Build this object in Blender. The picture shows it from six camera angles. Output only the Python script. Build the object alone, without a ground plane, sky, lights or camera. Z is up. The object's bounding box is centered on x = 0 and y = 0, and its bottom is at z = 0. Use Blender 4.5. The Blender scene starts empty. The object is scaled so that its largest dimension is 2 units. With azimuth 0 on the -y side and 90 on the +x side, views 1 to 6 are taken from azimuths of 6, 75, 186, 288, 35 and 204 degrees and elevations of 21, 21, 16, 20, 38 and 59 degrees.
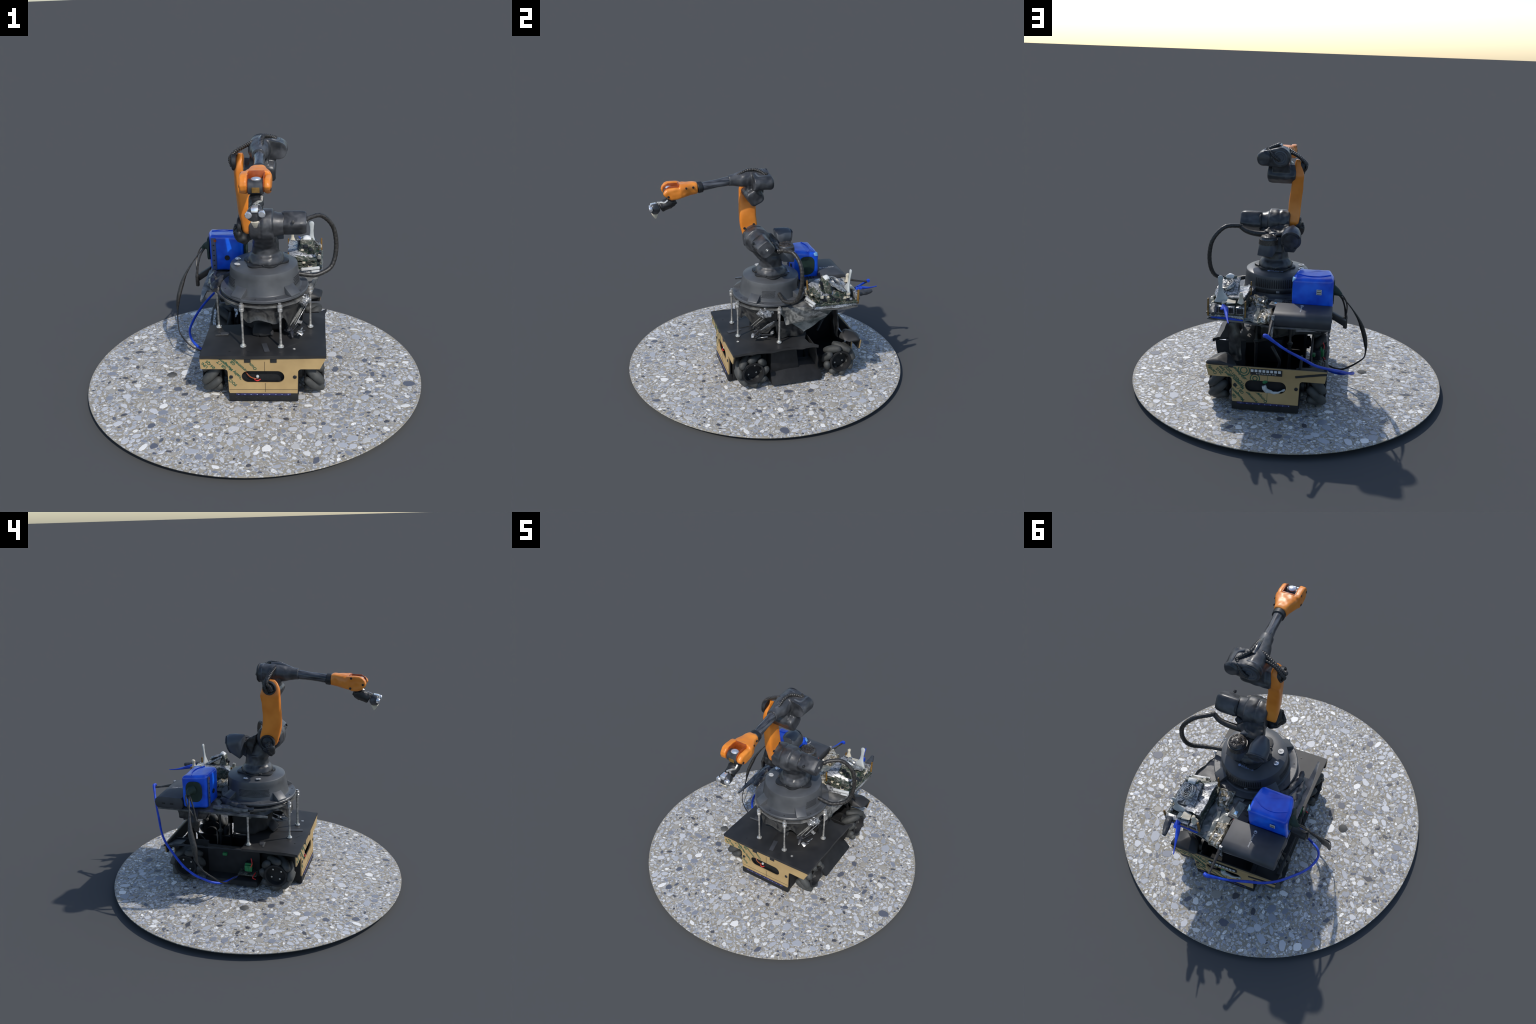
import bpy, bmesh, math, random
import numpy as np
from mathutils import Vector, Matrix, Euler, noise

random.seed(7)
D = bpy.data
SC = bpy.context.scene
V3 = Vector
FLOOR = 0.0355            # top of the pebble slab

# ------------------------------------------------------------------ materials
def new_mat(name):
    m = D.materials.new(name); m.use_nodes = True
    nt = m.node_tree
    return m, nt, nt.nodes['Principled BSDF']

def nd(nt, kind, **kw):
    n = nt.nodes.new(kind)
    for k, v in kw.items():
        if k in n.inputs: n.inputs[k].default_value = v
        else: setattr(n, k, v)
    return n

def ramp(nt, fac, stops, interp='LINEAR'):
    r = nt.nodes.new('ShaderNodeValToRGB'); cr = r.color_ramp; cr.interpolation = interp
    while len(cr.elements) < len(stops): cr.elements.new(0.5)
    for e, (p, c) in zip(cr.elements, stops):
        e.position = p; e.color = (*c, 1)
    nt.links.new(fac, r.inputs['Fac'])
    return r.outputs['Color']

def c3(c): return (c, c, c) if isinstance(c, (int, float)) else c

def mix(nt, fac, a, b, mode='MIX'):
    n = nt.nodes.new('ShaderNodeMix'); n.data_type = 'RGBA'; n.blend_type = mode
    for sock, v in ((n.inputs[0], fac), (n.inputs[6], a), (n.inputs[7], b)):
        if isinstance(v, (int, float)): sock.default_value = v
        elif isinstance(v, tuple): sock.default_value = (*v, 1)
        else: nt.links.new(v, sock)
    return n.outputs[2]

def plain(name, stops, scale=20, rough=0.5, metal=0.0, detail=4, bump=0.0, bscale=120, distort=0.0,
          coat=0.0, stretch=(1, 1, 1), rough2=None, spec=0.5):
    """a surface whose colour wanders between the given stops by object-space noise"""
    m, nt, b = new_mat(name)
    tc = nd(nt, 'ShaderNodeTexCoord')
    mp = nd(nt, 'ShaderNodeMapping'); mp.inputs['Scale'].default_value = stretch
    nt.links.new(tc.outputs['Object'], mp.inputs['Vector'])
    nz = nd(nt, 'ShaderNodeTexNoise', Scale=scale, Detail=detail, Distortion=distort)
    nt.links.new(mp.outputs[0], nz.inputs['Vector'])
    k = len(stops)
    if k == 1: col = None; b.inputs['Base Color'].default_value = (*c3(stops[0]), 1)
    else:
        col = ramp(nt, nz.outputs['Fac'], [(0.32 + 0.36 * i / (k - 1), c3(s)) for i, s in enumerate(stops)])
        nt.links.new(col, b.inputs['Base Color'])
    b.inputs['Roughness'].default_value = rough
    if rough2 is not None:
        r = ramp(nt, nz.outputs['Fac'], [(0.35, c3(rough)), (0.65, c3(rough2))])
        nt.links.new(r, b.inputs['Roughness'])
    b.inputs['Metallic'].default_value = metal
    b.inputs['Coat Weight'].default_value = coat
    b.inputs['Specular IOR Level'].default_value = spec
    if bump:
        n2 = nd(nt, 'ShaderNodeTexNoise', Scale=bscale, Detail=3)
        nt.links.new(mp.outputs[0], n2.inputs['Vector'])
        bp = nd(nt, 'ShaderNodeBump', Strength=bump, Distance=0.004)
        nt.links.new(n2.outputs['Fac'], bp.inputs['Height']); nt.links.new(bp.outputs[0], b.inputs['Normal'])
    return m

M = {}
M['shell']   = plain('satin_grey_plastic', [(.050, .053, .058), (.080, .084, .090)], 9, .40, bump=.1, bscale=60)  # grey lightened partway towards the sheen seen on the turntable top
M['joint']   = plain('dark_grey_casting', [(.020, .022, .025), (.040, .042, .047), (.072, .075, .082)], 17, .30, detail=5, distort=.6, bump=.15, bscale=40, rough2=.5)  # paler noise patches paint in the scan's baked highlights
M['jointlt'] = plain('blue_grey_cover', [(.045, .052, .064), (.070, .080, .096)], 12, .4)
M['black']   = plain('black_plastic', [(.007, .0075, .0085), (.018, .019, .021)], 25, .5)
M['pitch']   = plain('dull_black', [(.003, .0032, .004), (.010, .0105, .012)], 18, .75, bump=.3, bscale=60)
M['deck']    = plain('matt_black_deck', [(.012, .012, .0125), (.018, .018, .019), (.030, .029, .028)], 7, .55, detail=8, bump=.08, bscale=25)
M['tube']    = plain('glossy_black_tube', [(.015, .016, .019), (.11, .115, .13)], 30, .22, detail=2, stretch=(2.2, .25, 2.2))
M['orange']  = plain('orange_paint', [(.64, .185, .016), (.77, .255, .032)], 10, .38, bump=.05, bscale=30)
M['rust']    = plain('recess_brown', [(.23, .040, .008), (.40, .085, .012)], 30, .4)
M['blue']    = plain('blue_shrink_film', [(.004, .055, .55), (.006, .100, .74), (.012, .16, .90)], 9, .3, bump=.12, bscale=22, coat=.3)
M['bluew']   = plain('blue_cable', [(.006, .035, .40), (.012, .075, .60)], 30, .45)
M['kraft']   = plain('kraft_film', [(.34, .228, .098), (.45, .31, .138)], 6, .65, detail=8, bump=.06, bscale=90)
M['green']   = plain('green_print', [(.006, .060, .036), (.012, .095, .052)], 60, .6)
M['term']    = plain('green_terminal', [(.008, .12, .035), (.015, .20, .06)], 40, .45)
M['steel']   = plain('bright_steel', [(.34, .325, .295), (.74, .72, .68)], 55, .28, metal=.65)
M['chrome']  = plain('polished_steel', [(.55, .57, .62), (.9, .91, .93)], 40, .15, metal=.7)
M['acrylic'] = plain('smoked_acrylic', [(.045, .047, .048), (.10, .10, .098), (.20, .195, .18)], 8, .2, detail=6, distort=1.2)
M['foil']    = plain('crumpled_antistatic_foil', [(.02, .02, .018), (.16, .135, .085), (.42, .37, .28), (.62, .60, .55), (.10, .09, .07)], 26, .3, metal=.35, detail=6, distort=2.5, bump=.4, bscale=50)
M['alu']     = plain('raw_aluminium', [(.03, .03, .032), (.20, .205, .21), (.48, .485, .49), (.09, .09, .09), (.36, .36, .35)], 26, .32, metal=.4, detail=5, distort=1.5, bump=.35, bscale=50)
M['pcb']     = plain('circuit_board', [(.008, .014, .011), (.012, .050, .030), (.030, .034, .028), (.10, .088, .068), (.010, .040, .026), (.30, .28, .24), (.012, .014, .012)], 60, .45, detail=4, distort=.8)
M['chip']    = plain('black_chip', [(.008, .009, .012), (.03, .032, .04)], 50, .35)
M['white']   = plain('off_white_plastic', [(.50, .51, .50), (.68, .69, .69)], 25, .45)
M['antenna'] = plain('pale_grey_plastic', [(.36, .385, .38), (.50, .52, .51)], 18, .4)
M['cream']   = plain('cream_connector', [(.50, .45, .34), (.66, .60, .48)], 40, .5)
M['gold']    = plain('amber_edge', [(.14, .07, .012), (.28, .16, .04)], 30, .45)
M['roller']  = plain('grey_rubber', [(.026, .027, .026), (.060, .062, .059)], 16, .65, bump=.2, bscale=50)
M['red']     = plain('red_wire', [(.45, .012, .012), (.60, .03, .025)], 40, .5)
M['sleeve']  = plain('braided_sleeve', [(.009, .0085, .008), (.04, .037, .034)], 90, .45, stretch=(1, 1, 1))
M['brownsleeve'] = plain('worn_sleeve', [(.010, .009, .008), (.07, .060, .052)], 120, .35)
M['indigo']  = plain('indigo_strip', [(.012, .012, .05), (.05, .05, .16)], 60, .3, metal=.3)
M['darkgreen'] = plain('green_paper', [(.006, .020, .016), (.012, .034, .024)], 30, .7)
M['slate']   = plain('slate_strip', [(.050, .070, .15), (.070, .095, .18)], 30, .5)
M['label']   = plain('paper_label', [(.50, .50, .47), (.62, .62, .58)], 40, .6)
M['bankgrey'] = plain('charcoal_soft_touch', [(.030, .032, .037), (.052, .054, .060)], 12, .55)
M['clear']   = plain('dusty_clear_sheet', [(.07, .08, .078), (.16, .175, .168), (.26, .27, .26)], 14, .2, detail=6, distort=1.0)
M['smoke']   = plain('hazy_film', [(.05, .052, .05), (.14, .14, .132), (.30, .295, .275), (.10, .10, .095)], 15, .22, detail=5, distort=1.2)
M['curtain'] = plain('torn_black_sheet', [(.005, .0055, .007), (.020, .020, .021), (.055, .054, .051), (.012, .012, .013)], 14, .3, detail=6, distort=1.0)
M['print']   = plain('pale_blue_print', [(.20, .27, .45), (.30, .36, .52)], 60, .5)
M['seal']    = plain('white_seal', [(.30, .30, .30), (.68, .68, .67)], 90, .4)
M['ink']     = plain('black_ink', [(.010, .010, .012)], 20, .6)
M['skyblue'] = plain('light_blue_tape', [(.12, .32, .60), (.25, .50, .75)], 30, .4)
M['concrete'] = plain('rough_underside', [(.06, .06, .058), (.12, .118, .11)], 12, .9)

STONES = [(0.00, (.41, .42, .445)), (0.10, (.53, .535, .55)), (0.22, (.33, .34, .365)), (0.34, (.59, .59, .595)),
          (0.47, (.74, .725, .685)), (0.54, (.44, .45, .475)), (0.66, (.24, .253, .288)), (0.74, (.52, .51, .487)),
          (0.83, (.37, .345, .30)), (0.87, (.112, .12, .148)), (0.925, (.84, .82, .775)), (0.965, (.08, .08, .09))]

def stone_mat(name, island):
    m, nt, b = new_mat(name)
    if island:
        rnd = nd(nt, 'ShaderNodeNewGeometry').outputs['Random Per Island']
    else:
        rnd = nd(nt, 'ShaderNodeObjectInfo').outputs['Random']
    base = ramp(nt, rnd, STONES, 'CONSTANT')
    tc = nd(nt, 'ShaderNodeTexCoord')
    ang = nd(nt, 'ShaderNodeMath', operation='MULTIPLY'); ang.inputs[1].default_value = 613.0
    nt.links.new(rnd, ang.inputs[0])
    rot = nd(nt, 'ShaderNodeVectorRotate', rotation_type='Z_AXIS')
    nt.links.new(tc.outputs['Object'], rot.inputs['Vector']); nt.links.new(ang.outputs[0], rot.inputs['Angle'])
    mp = nd(nt, 'ShaderNodeMapping'); mp.inputs['Scale'].default_value = (1, .22, 1)
    nt.links.new(rot.outputs[0], mp.inputs['Vector'])
    nz = nd(nt, 'ShaderNodeTexNoise', Scale=140.0 if island else 120.0, Detail=3, Distortion=.8)
    nt.links.new(mp.outputs[0], nz.inputs['Vector'])
    streak = ramp(nt, nz.outputs['Fac'], [(.36, (.64, .66, .71)), (.52, (.98, .98, .98)), (.68, (1.30, 1.28, 1.24))])
    col = mix(nt, .85, base, streak, 'MULTIPLY')
    nt.links.new(col, b.inputs['Base Color'])
    b.inputs['Roughness'].default_value = .5
    return m

def ground_mat():
    """cement with a fine gravel of small chips"""
    m, nt, b = new_mat('cement_with_gravel')
    tc = nd(nt, 'ShaderNodeTexCoord')
    nz = nd(nt, 'ShaderNodeTexNoise', Scale=14, Detail=8)
    nt.links.new(tc.outputs['Object'], nz.inputs['Vector'])
    cement = ramp(nt, nz.outputs['Fac'], [(.3, (.262, .234, .182)), (.7, (.355, .322, .258))])
    warp = nd(nt, 'ShaderNodeTexNoise', Scale=55, Detail=2)
    nt.links.new(tc.outputs['Object'], warp.inputs['Vector'])
    wv = mix(nt, .018, tc.outputs['Object'], warp.outputs['Color'], 'ADD')
    vo = nd(nt, 'ShaderNodeTexVoronoi', feature='F1', Scale=95.0, voronoi_dimensions='2D')
    ve = nd(nt, 'ShaderNodeTexVoronoi', feature='DISTANCE_TO_EDGE', Scale=95.0, voronoi_dimensions='2D')
    nt.links.new(wv, vo.inputs['Vector']); nt.links.new(wv, ve.inputs['Vector'])
    sep = nd(nt, 'ShaderNodeSeparateColor'); nt.links.new(vo.outputs['Color'], sep.inputs[0])
    chips = ramp(nt, sep.outputs[0], [(0, (.37, .375, .395)), (.3, (.47, .475, .485)), (.5, (.27, .285, .32)), (.65, (.58, .57, .55)), (.85, (.15, .155, .175))], 'CONSTANT')
    edge = ramp(nt, ve.outputs['Distance'], [(.10, (0, 0, 0)), (.16, (1, 1, 1))])
    pick = ramp(nt, sep.outputs[1], [(.0, (1, 1, 1)), (.50, (0, 0, 0))], 'CONSTANT')
    mask = mix(nt, 1.0, edge, pick, 'MULTIPLY')
    col = mix(nt, mask, cement, chips)
    nt.links.new(col, b.inputs['Base Color'])
    b.inputs['Roughness'].default_value = .8
    bp = nd(nt, 'ShaderNodeBump', Strength=.15, Distance=.002)
    nt.links.new(nz.outputs['Fac'], bp.inputs['Height']); nt.links.new(bp.outputs[0], b.inputs['Normal'])
    return m

M['stone_i'] = stone_mat('river_pebbles_small', True)
M['stone_o'] = stone_mat('river_pebbles', False)
M['cement'] = ground_mat()

# ------------------------------------------------------------------ geometry helpers
def lerp(a, b, t): return a + (b - a) * t

def basis(d):
    d = V3(d).normalized()
    a = V3((0, 0, 1)) if abs(d.z) < .9 else V3((0, 1, 0))
    x = d.cross(a).normalized(); y = d.cross(x).normalized()
    return d, x, y

def loft(rings, cap=True, closed=True):
    bm = bmesh.new(); rows = [[bm.verts.new(p) for p in r] for r in rings]
    n = len(rows[0])
    for a, b in zip(rows, rows[1:]):
        for i in range(n if closed else n - 1):
            j = (i + 1) % n
            bm.faces.new((a[i], a[j], b[j], b[i]))
    if cap and closed:
        bm.faces.new(rows[0][::-1]); bm.faces.new(rows[-1])
    bmesh.ops.recalc_face_normals(bm, faces=bm.faces)
    return bm

def circle(c, d, r, n=32, squash=1.0):
    _, x, y = basis(d); c = V3(c)
    return [c + r * (math.cos(t) * x + squash * math.sin(t) * y) for t in (2 * math.pi * i / n for i in range(n))]

def cyl(p0, p1, r0, r1=None, n=32):
    r1 = r0 if r1 is None else r1
    d = V3(p1) - V3(p0)
    return loft([circle(p0, d, r0, n), circle(p1, d, r1, n)])

def stack(p0, d, prof, n=32):
    """turned part: prof = [(distance along d, radius)]"""
    d = V3(d).normalized(); p0 = V3(p0)
    return loft([circle(p0 + d * s, d, max(r, 1e-4), n) for s, r in prof])

def catmull(pts, k=8):
    P = [V3(p) for p in pts]; P = [P[0] * 2 - P[1]] + P + [P[-1] * 2 - P[-2]]; out = []
    for i in range(1, len(P) - 2):
        a, b, c, d = P[i - 1:i + 3]
        for j in range(k):
            t = j / k
            out.append(.5 * ((2 * b) + (c - a) * t + (2 * a - 5 * b + 4 * c - d) * t * t + (3 * b - a - 3 * c + d) * t ** 3))
    out.append(P[-2]); return out

def tube(pts, r, n=10, k=8, rib=0.0, flat=1.0, ribstep=3):
    """swept cable; r may be one radius or one per control point; rib makes a corrugated sleeve"""
    path = catmull(pts, k)
    rs = [r] * len(pts) if isinstance(r, (int, float)) else list(r)
    rings = []; up = None
    for i, p in enumerate(path):
        t = i / k; j = min(int(t), len(rs) - 2); rr = lerp(rs[j], rs[j + 1], t - j)
        if rib: rr *= 1 + rib * (1 if i % ribstep == 0 else -.4)
        d = (path[min(i + 1, len(path) - 1)] - path[max(i - 1, 0)]).normalized()
        if up is None: _, x, y = basis(d)
        else:
            x = (up - d * up.dot(d)).normalized(); y = d.cross(x)
        up = x
        rings.append([p + rr * (math.cos(a) * x + flat * math.sin(a) * y) for a in (2 * math.pi * q / n for q in range(n))])
    return loft(rings)

def box(c, s, rot=(0, 0, 0), bevel=0.0, seg=2, taper=1.0):
    bm = bmesh.new(); bmesh.ops.create_cube(bm, size=1)
    for v in bm.verts:
        if v.co.z > 0: v.co.x *= taper; v.co.y *= taper
        v.co = V3((v.co.x * s[0], v.co.y * s[1], v.co.z * s[2]))
    if bevel:
        bmesh.ops.bevel(bm, geom=list(bm.edges), offset=bevel, segments=seg, affect='EDGES', profile=.5)
    bmesh.ops.transform(bm, matrix=Matrix.Translation(c) @ Euler(rot).to_matrix().to_4x4(), verts=bm.verts)
    return bm

def hull(points, bevel=0.0, seg=2, angle=20):
    bm = bmesh.new()
    for p in points: bm.verts.new(p)
    r = bmesh.ops.convex_hull(bm, input=bm.verts)
    junk = [g for g in r['geom_interior'] + r['geom_unused'] if isinstance(g, bmesh.types.BMVert)]
    bmesh.ops.delete(bm, geom=list(set(junk)), context='VERTS')
    bmesh.ops.dissolve_limit(bm, angle_limit=math.radians(4), verts=bm.verts, edges=bm.edges)
    bmesh.ops.recalc_face_normals(bm, faces=bm.faces)
    if bevel:
        es = [e for e in bm.edges if len(e.link_faces) == 2 and e.calc_face_angle(0) > math.radians(angle)]
        bmesh.ops.bevel(bm, geom=es, offset=bevel, segments=seg, affect='EDGES', profile=.5)
    return bm

def prism(outline, plane, a, b, bevel=0.0, seg=2, edges='all'):
    """extrude a 2-D outline; plane 'xz' (along y), 'yz' (along x), 'xy' (along z)"""
    def put(p, w):
        return V3({'xz': (p[0], w, p[1]), 'yz': (w, p[0], p[1]), 'xy': (p[0], p[1], w)}[plane])
    bm = loft([[put(p, a) for p in outline], [put(p, b) for p in outline]])
    if bevel:
        es = [e for e in bm.edges if e.calc_face_angle(0) > math.radians(50)]
        bmesh.ops.bevel(bm, geom=es, offset=bevel, segments=seg, affect='EDGES', profile=.5)
    return bm

def ball(c, r, u=20, v=12):
    bm = bmesh.new(); bmesh.ops.create_uvsphere(bm, u_segments=u, v_segments=v, radius=1)
    r = (r, r, r) if isinstance(r, (int, float)) else r
    for q in bm.verts: q.co = V3((c[0] + q.co.x * r[0], c[1] + q.co.y * r[1], c[2] + q.co.z * r[2]))
    return bm

def merge(*bms):
    out = bmesh.new()
    for b in bms:
        me = D.meshes.new('tmp'); b.to_mesh(me); out.from_mesh(me); D.meshes.remove(me); b.free()
    return out

def wobble(bm, amp, freq, seed=0, cuts=0):
    if cuts: bmesh.ops.subdivide_edges(bm, edges=bm.edges, cuts=cuts, use_grid_fill=True)
    bm.normal_update(); o = V3((seed * 3.7, seed * 1.9, seed * 5.3))
    mv = [(v, v.normal * (noise.noise(v.co * freq + o) * amp)) for v in bm.verts]
    for v, d in mv: v.co += d
    return bm

def meltdown(bm, voxel=.006, smooth=4, amp=0, freq=20, seed=0):
    """fuse overlapping pieces into one softened skin, as a scan shows them"""
    me = D.meshes.new('tmp'); bm.to_mesh(me); bm.free()
    ob = D.objects.new('tmp', me); SC.collection.objects.link(ob)
    r = ob.modifiers.new('r', 'REMESH'); r.mode = 'VOXEL'; r.voxel_size = voxel
    s = ob.modifiers.new('s', 'SMOOTH'); s.iterations = smooth; s.factor = .5
    dg = bpy.context.evaluated_depsgraph_get(); ev = ob.evaluated_get(dg)
    out = bmesh.new(); out.from_mesh(ev.to_mesh()); ev.to_mesh_clear()
    D.objects.remove(ob); D.meshes.remove(me)
    if amp: wobble(out, amp, freq, seed)
    return out

def sheet(grid, thick=.003):
    """thin sheet through a grid of points, given a real thickness"""
    bm = bmesh.new(); rows = [[bm.verts.new(p) for p in r] for r in grid]
    for a, b in zip(rows, rows[1:]):
        for i in range(len(a) - 1): bm.faces.new((a[i], a[i + 1], b[i + 1], b[i]))
    bm.normal_update()
    g = list(bm.faces)
    bmesh.ops.solidify(bm, geom=g, thickness=thick)
    bmesh.ops.recalc_face_normals(bm, faces=bm.faces)
    return bm

WORLD = {}
def obj(name, bm, mat, parent=None, angle=35, kind=None):
    bm.normal_update()
    me = D.meshes.new(name); bm.to_mesh(me); bm.free()
    co = [v.co for v in me.vertices]
    lo = V3([min(c[i] for c in co) for i in range(3)]); hi = V3([max(c[i] for c in co) for i in range(3)])
    mid = (lo + hi) / 2
    me.transform(Matrix.Translation(-mid))
    for m in (mat if isinstance(mat, (list, tuple)) else [mat]): me.materials.append(M[m])
    me.shade_smooth(); me.set_sharp_from_angle(angle=math.radians(angle))
    ob = D.objects.new(name, me); SC.collection.objects.link(ob); ob.location = mid
    put(ob, parent)
    if kind: ob['kind'] = kind
    return ob

def put(ob, parent):
    WORLD[ob.name] = ob.location.copy()
    if parent is not None:
        ob.parent = parent
        ob.matrix_parent_inverse = Matrix.Translation(-WORLD[parent.name])

def text(name, body, size, mat, parent, mw, depth=.0006, spacing=1.0, bold=0.0):
    cu = D.curves.new('t', 'FONT'); cu.body = body; cu.size = size; cu.extrude = depth
    cu.align_x = 'CENTER'; cu.align_y = 'CENTER'; cu.space_character = spacing; cu.resolution_u = 2; cu.offset = bold
    t = D.objects.new('t', cu); SC.collection.objects.link(t)
    dg = bpy.context.evaluated_depsgraph_get(); me = D.meshes.new_from_object(t.evaluated_get(dg))
    D.objects.remove(t); D.curves.remove(cu)
    bm = bmesh.new(); bm.from_mesh(me); D.meshes.remove(me)
    bmesh.ops.transform(bm, matrix=mw, verts=bm.verts)
    return obj(name, bm, mat, parent)

def frame(origin, xdir, up):
    """matrix whose local x is xdir, local z the outward normal 'up'"""
    z = V3(up).normalized(); x = V3(xdir); x = (x - z * x.dot(z)).normalized(); y = z.cross(x)
    m = Matrix((x, y, z)).transposed().to_4x4(); m.translation = V3(origin); return m

def empty(name, loc):
    e = D.objects.new(name, None); SC.collection.objects.link(e); e.location = loc; WORLD[name] = V3(loc); return e

# =================================================================== pebble slab
slab = empty('pebble_floor_slab', (0, 0, 0))
slab['label'] = 'round thin slab of exposed grey and white pebbles'; slab['category'] = 'floor slab'

rim = []
for i in range(360):
    a = 2 * math.pi * i / 360
    rim.append((math.cos(a) * .9985, math.sin(a) * .9985))
bm = bmesh.new()
n = len(rim)
def ring(r, z): return [bm.verts.new((x * r, y * r, z)) for x, y in rim]
top = ring(1.0, FLOOR - .0008); edge = ring(1.0015, FLOOR - .0025); low = ring(1.0, FLOOR - .007); inn = ring(.93, FLOOR - .009)
for a, b in ((top, edge), (edge, low), (low, inn)):
    for i in range(n):
        bm.faces.new((b[i], b[(i + 1) % n], a[(i + 1) % n], a[i]))
bm.faces.new(top); bm.faces.new(inn[::-1])
obj('cement_bed', bm, 'cement', slab)
obj('support_foot', stack((0.05, .1, .0017), (0, 0, 1), [(0, .34), (.004, .345), (.024, .36), (.0265, .355)], 48), 'concrete', slab)

rng = random.Random(11)
placed = np.zeros((9000, 3)); cnt = 0; stones = []
for lo_r, hi_r, tries in ((.030, .042, 80), (.021, .030, 700), (.014, .021, 4200), (.009, .014, 14000), (.006, .009, 16000)):
    for _ in range(tries):
        if cnt >= 8800: break
        rr = math.sqrt(rng.random()) * .985; a = rng.random() * 2 * math.pi
        x, y = rr * math.cos(a), rr * math.sin(a); s = rng.uniform(lo_r, hi_r)
        if rr + s * 1.1 > .998: continue
        dd = (placed[:cnt, 0] - x) ** 2 + (placed[:cnt, 1] - y) ** 2 - ((placed[:cnt, 2] + s) * .80) ** 2
        if cnt and dd.min() < 0: continue
        placed[cnt] = (x, y, s); cnt += 1; stones.append((x, y, s))

def chip_outline(r):
    k = r.choice((5, 6, 6, 7, 8)); asp = r.uniform(.42, .85); ph = r.random() * 6.28
    pts = []
    for i in range(k):
        t = ph + 2 * math.pi * (i + r.uniform(-.28, .28)) / k; q = r.uniform(.86, 1.1)
        pts.append(V3((math.cos(t) * q, math.sin(t) * q * asp, 0)))
    out = []                                   # nip the corners
    for i in range(k):
        a, b, c = pts[i - 1], pts[i], pts[(i + 1) % k]
        out += [b.lerp(a, .12), b.lerp(c, .12)]
    return out

def chip(bm, pts, mw, h, base=0):
    a = [bm.verts.new(mw @ V3((p.x, p.y, 0))) for p in pts]
    b = [bm.verts.new(mw @ V3((p.x * .95, p.y * .95, 0)) + V3((0, 0, h))) for p in pts]
    k = len(a)
    for i in range(k): bm.faces.new((a[i], a[(i + 1) % k], b[(i + 1) % k], b[i]))
    bm.faces.new(b)

order = sorted(range(cnt), key=lambda i: -stones[i][2])
protos = []
for i in range(24):
    bm = bmesh.new(); chip(bm, chip_outline(rng), Matrix(), .0011)
    me = D.meshes.new('pebble'); bm.to_mesh(me); bm.free(); me.materials.append(M['stone_o']); protos.append(me)
for i in order[:290]:
    x, y, s = stones[i]
    o = D.objects.new('pebble', rng.choice(protos)); SC.collection.objects.link(o)
    o.location = (x, y, FLOOR - .0008 + rng.uniform(-.0003, .0004)); o.rotation_euler = (0, 0, rng.random() * 6.28)
    o.scale = (s, s, 1)
    o.parent = slab
bm = bmesh.new()
for i in order[290:]:
    x, y, s = stones[i]
    mw = Matrix.Translation((x, y, FLOOR - .0008)) @ Matrix.Rotation(rng.random() * 6.28, 4, 'Z') @ Matrix.Scale(s, 4)
    chip(bm, chip_outline(rng), mw, rng.uniform(.0004, .0011))
obj('gravel', bm, 'stone_i', slab, kind='stuff')
# one odd brown stone lies beside the robot
obj('brown_pebble', wobble(stack((-.50, -.065, FLOOR - .001), (0, 0, 1), [(0, .030), (.002, .030), (.0035, .026)], 16), .004, 60, 3), 'concrete', slab)

slab.rotation_euler = (0, .0042, 0)          # the floor patch leans a few millimetres

# =================================================================== robot
robot = empty('mobile_robot', (.076, .118, FLOOR))
robot['label'] = 'orange and black robot arm on black wheeled chassis'; robot['category'] = 'robot'

YAW = math.radians(1.4)
CM = Matrix.Translation((.076, .118, 0)) @ Matrix.Rotation(YAW, 4, 'Z')
def L(bm):                                         # chassis-local -> world
    bmesh.ops.transform(bm, matrix=CM, verts=bm.verts); return bm

# ---- chassis tray
tray = merge(box((0, 0, .062), (.385, .90, .03), bevel=.004),
             box((-.192, -.31, .18), (.014, .28, .23), bevel=.002), box((-.192, .32, .18), (.014, .25, .23), bevel=.002), box((.192, -.20, .18), (.014, .46, .23), bevel=.002), box((.192, .23, .105), (.014, .40, .09), bevel=.002),
             box((0, -.448, .068), (.392, .03, .052), bevel=.004), box((0, .448, .068), (.392, .03, .052), bevel=.004),
             hull([(.19, -.19, .05), (.19, .20, .05), (.352, -.185, .05), (.347, .185, .05), (.330, -.185, .075), (.325, .185, .072), (.262, -.185, .17), (.235, .185, .15), (.20, -.19, .18), (.20, .19, .15)], .006),
             hull([(.19, -.19, .15), (.19, .02, .15), (.295, -.185, .12), (.28, .03, .12), (.305, -.185, .314), (.285, .0, .314), (.19, -.19, .314), (.19, .02, .314)], .006),
             box((-.245, .0, .18), (.012, .37, .23), bevel=.003),
             hull([(-.18, -.19, .05), (-.18, .20, .05), (-.335, -.19, .05), (-.335, .19, .05), (-.325, -.18, .085), (-.325, .18, .085), (-.18, -.19, .10), (-.18, .2, .10)], .006),
             box((.07, -.22, .20), (.24, .34, .16), bevel=.004))
chassis = obj('chassis', L(tray), 'pitch', robot)

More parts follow.
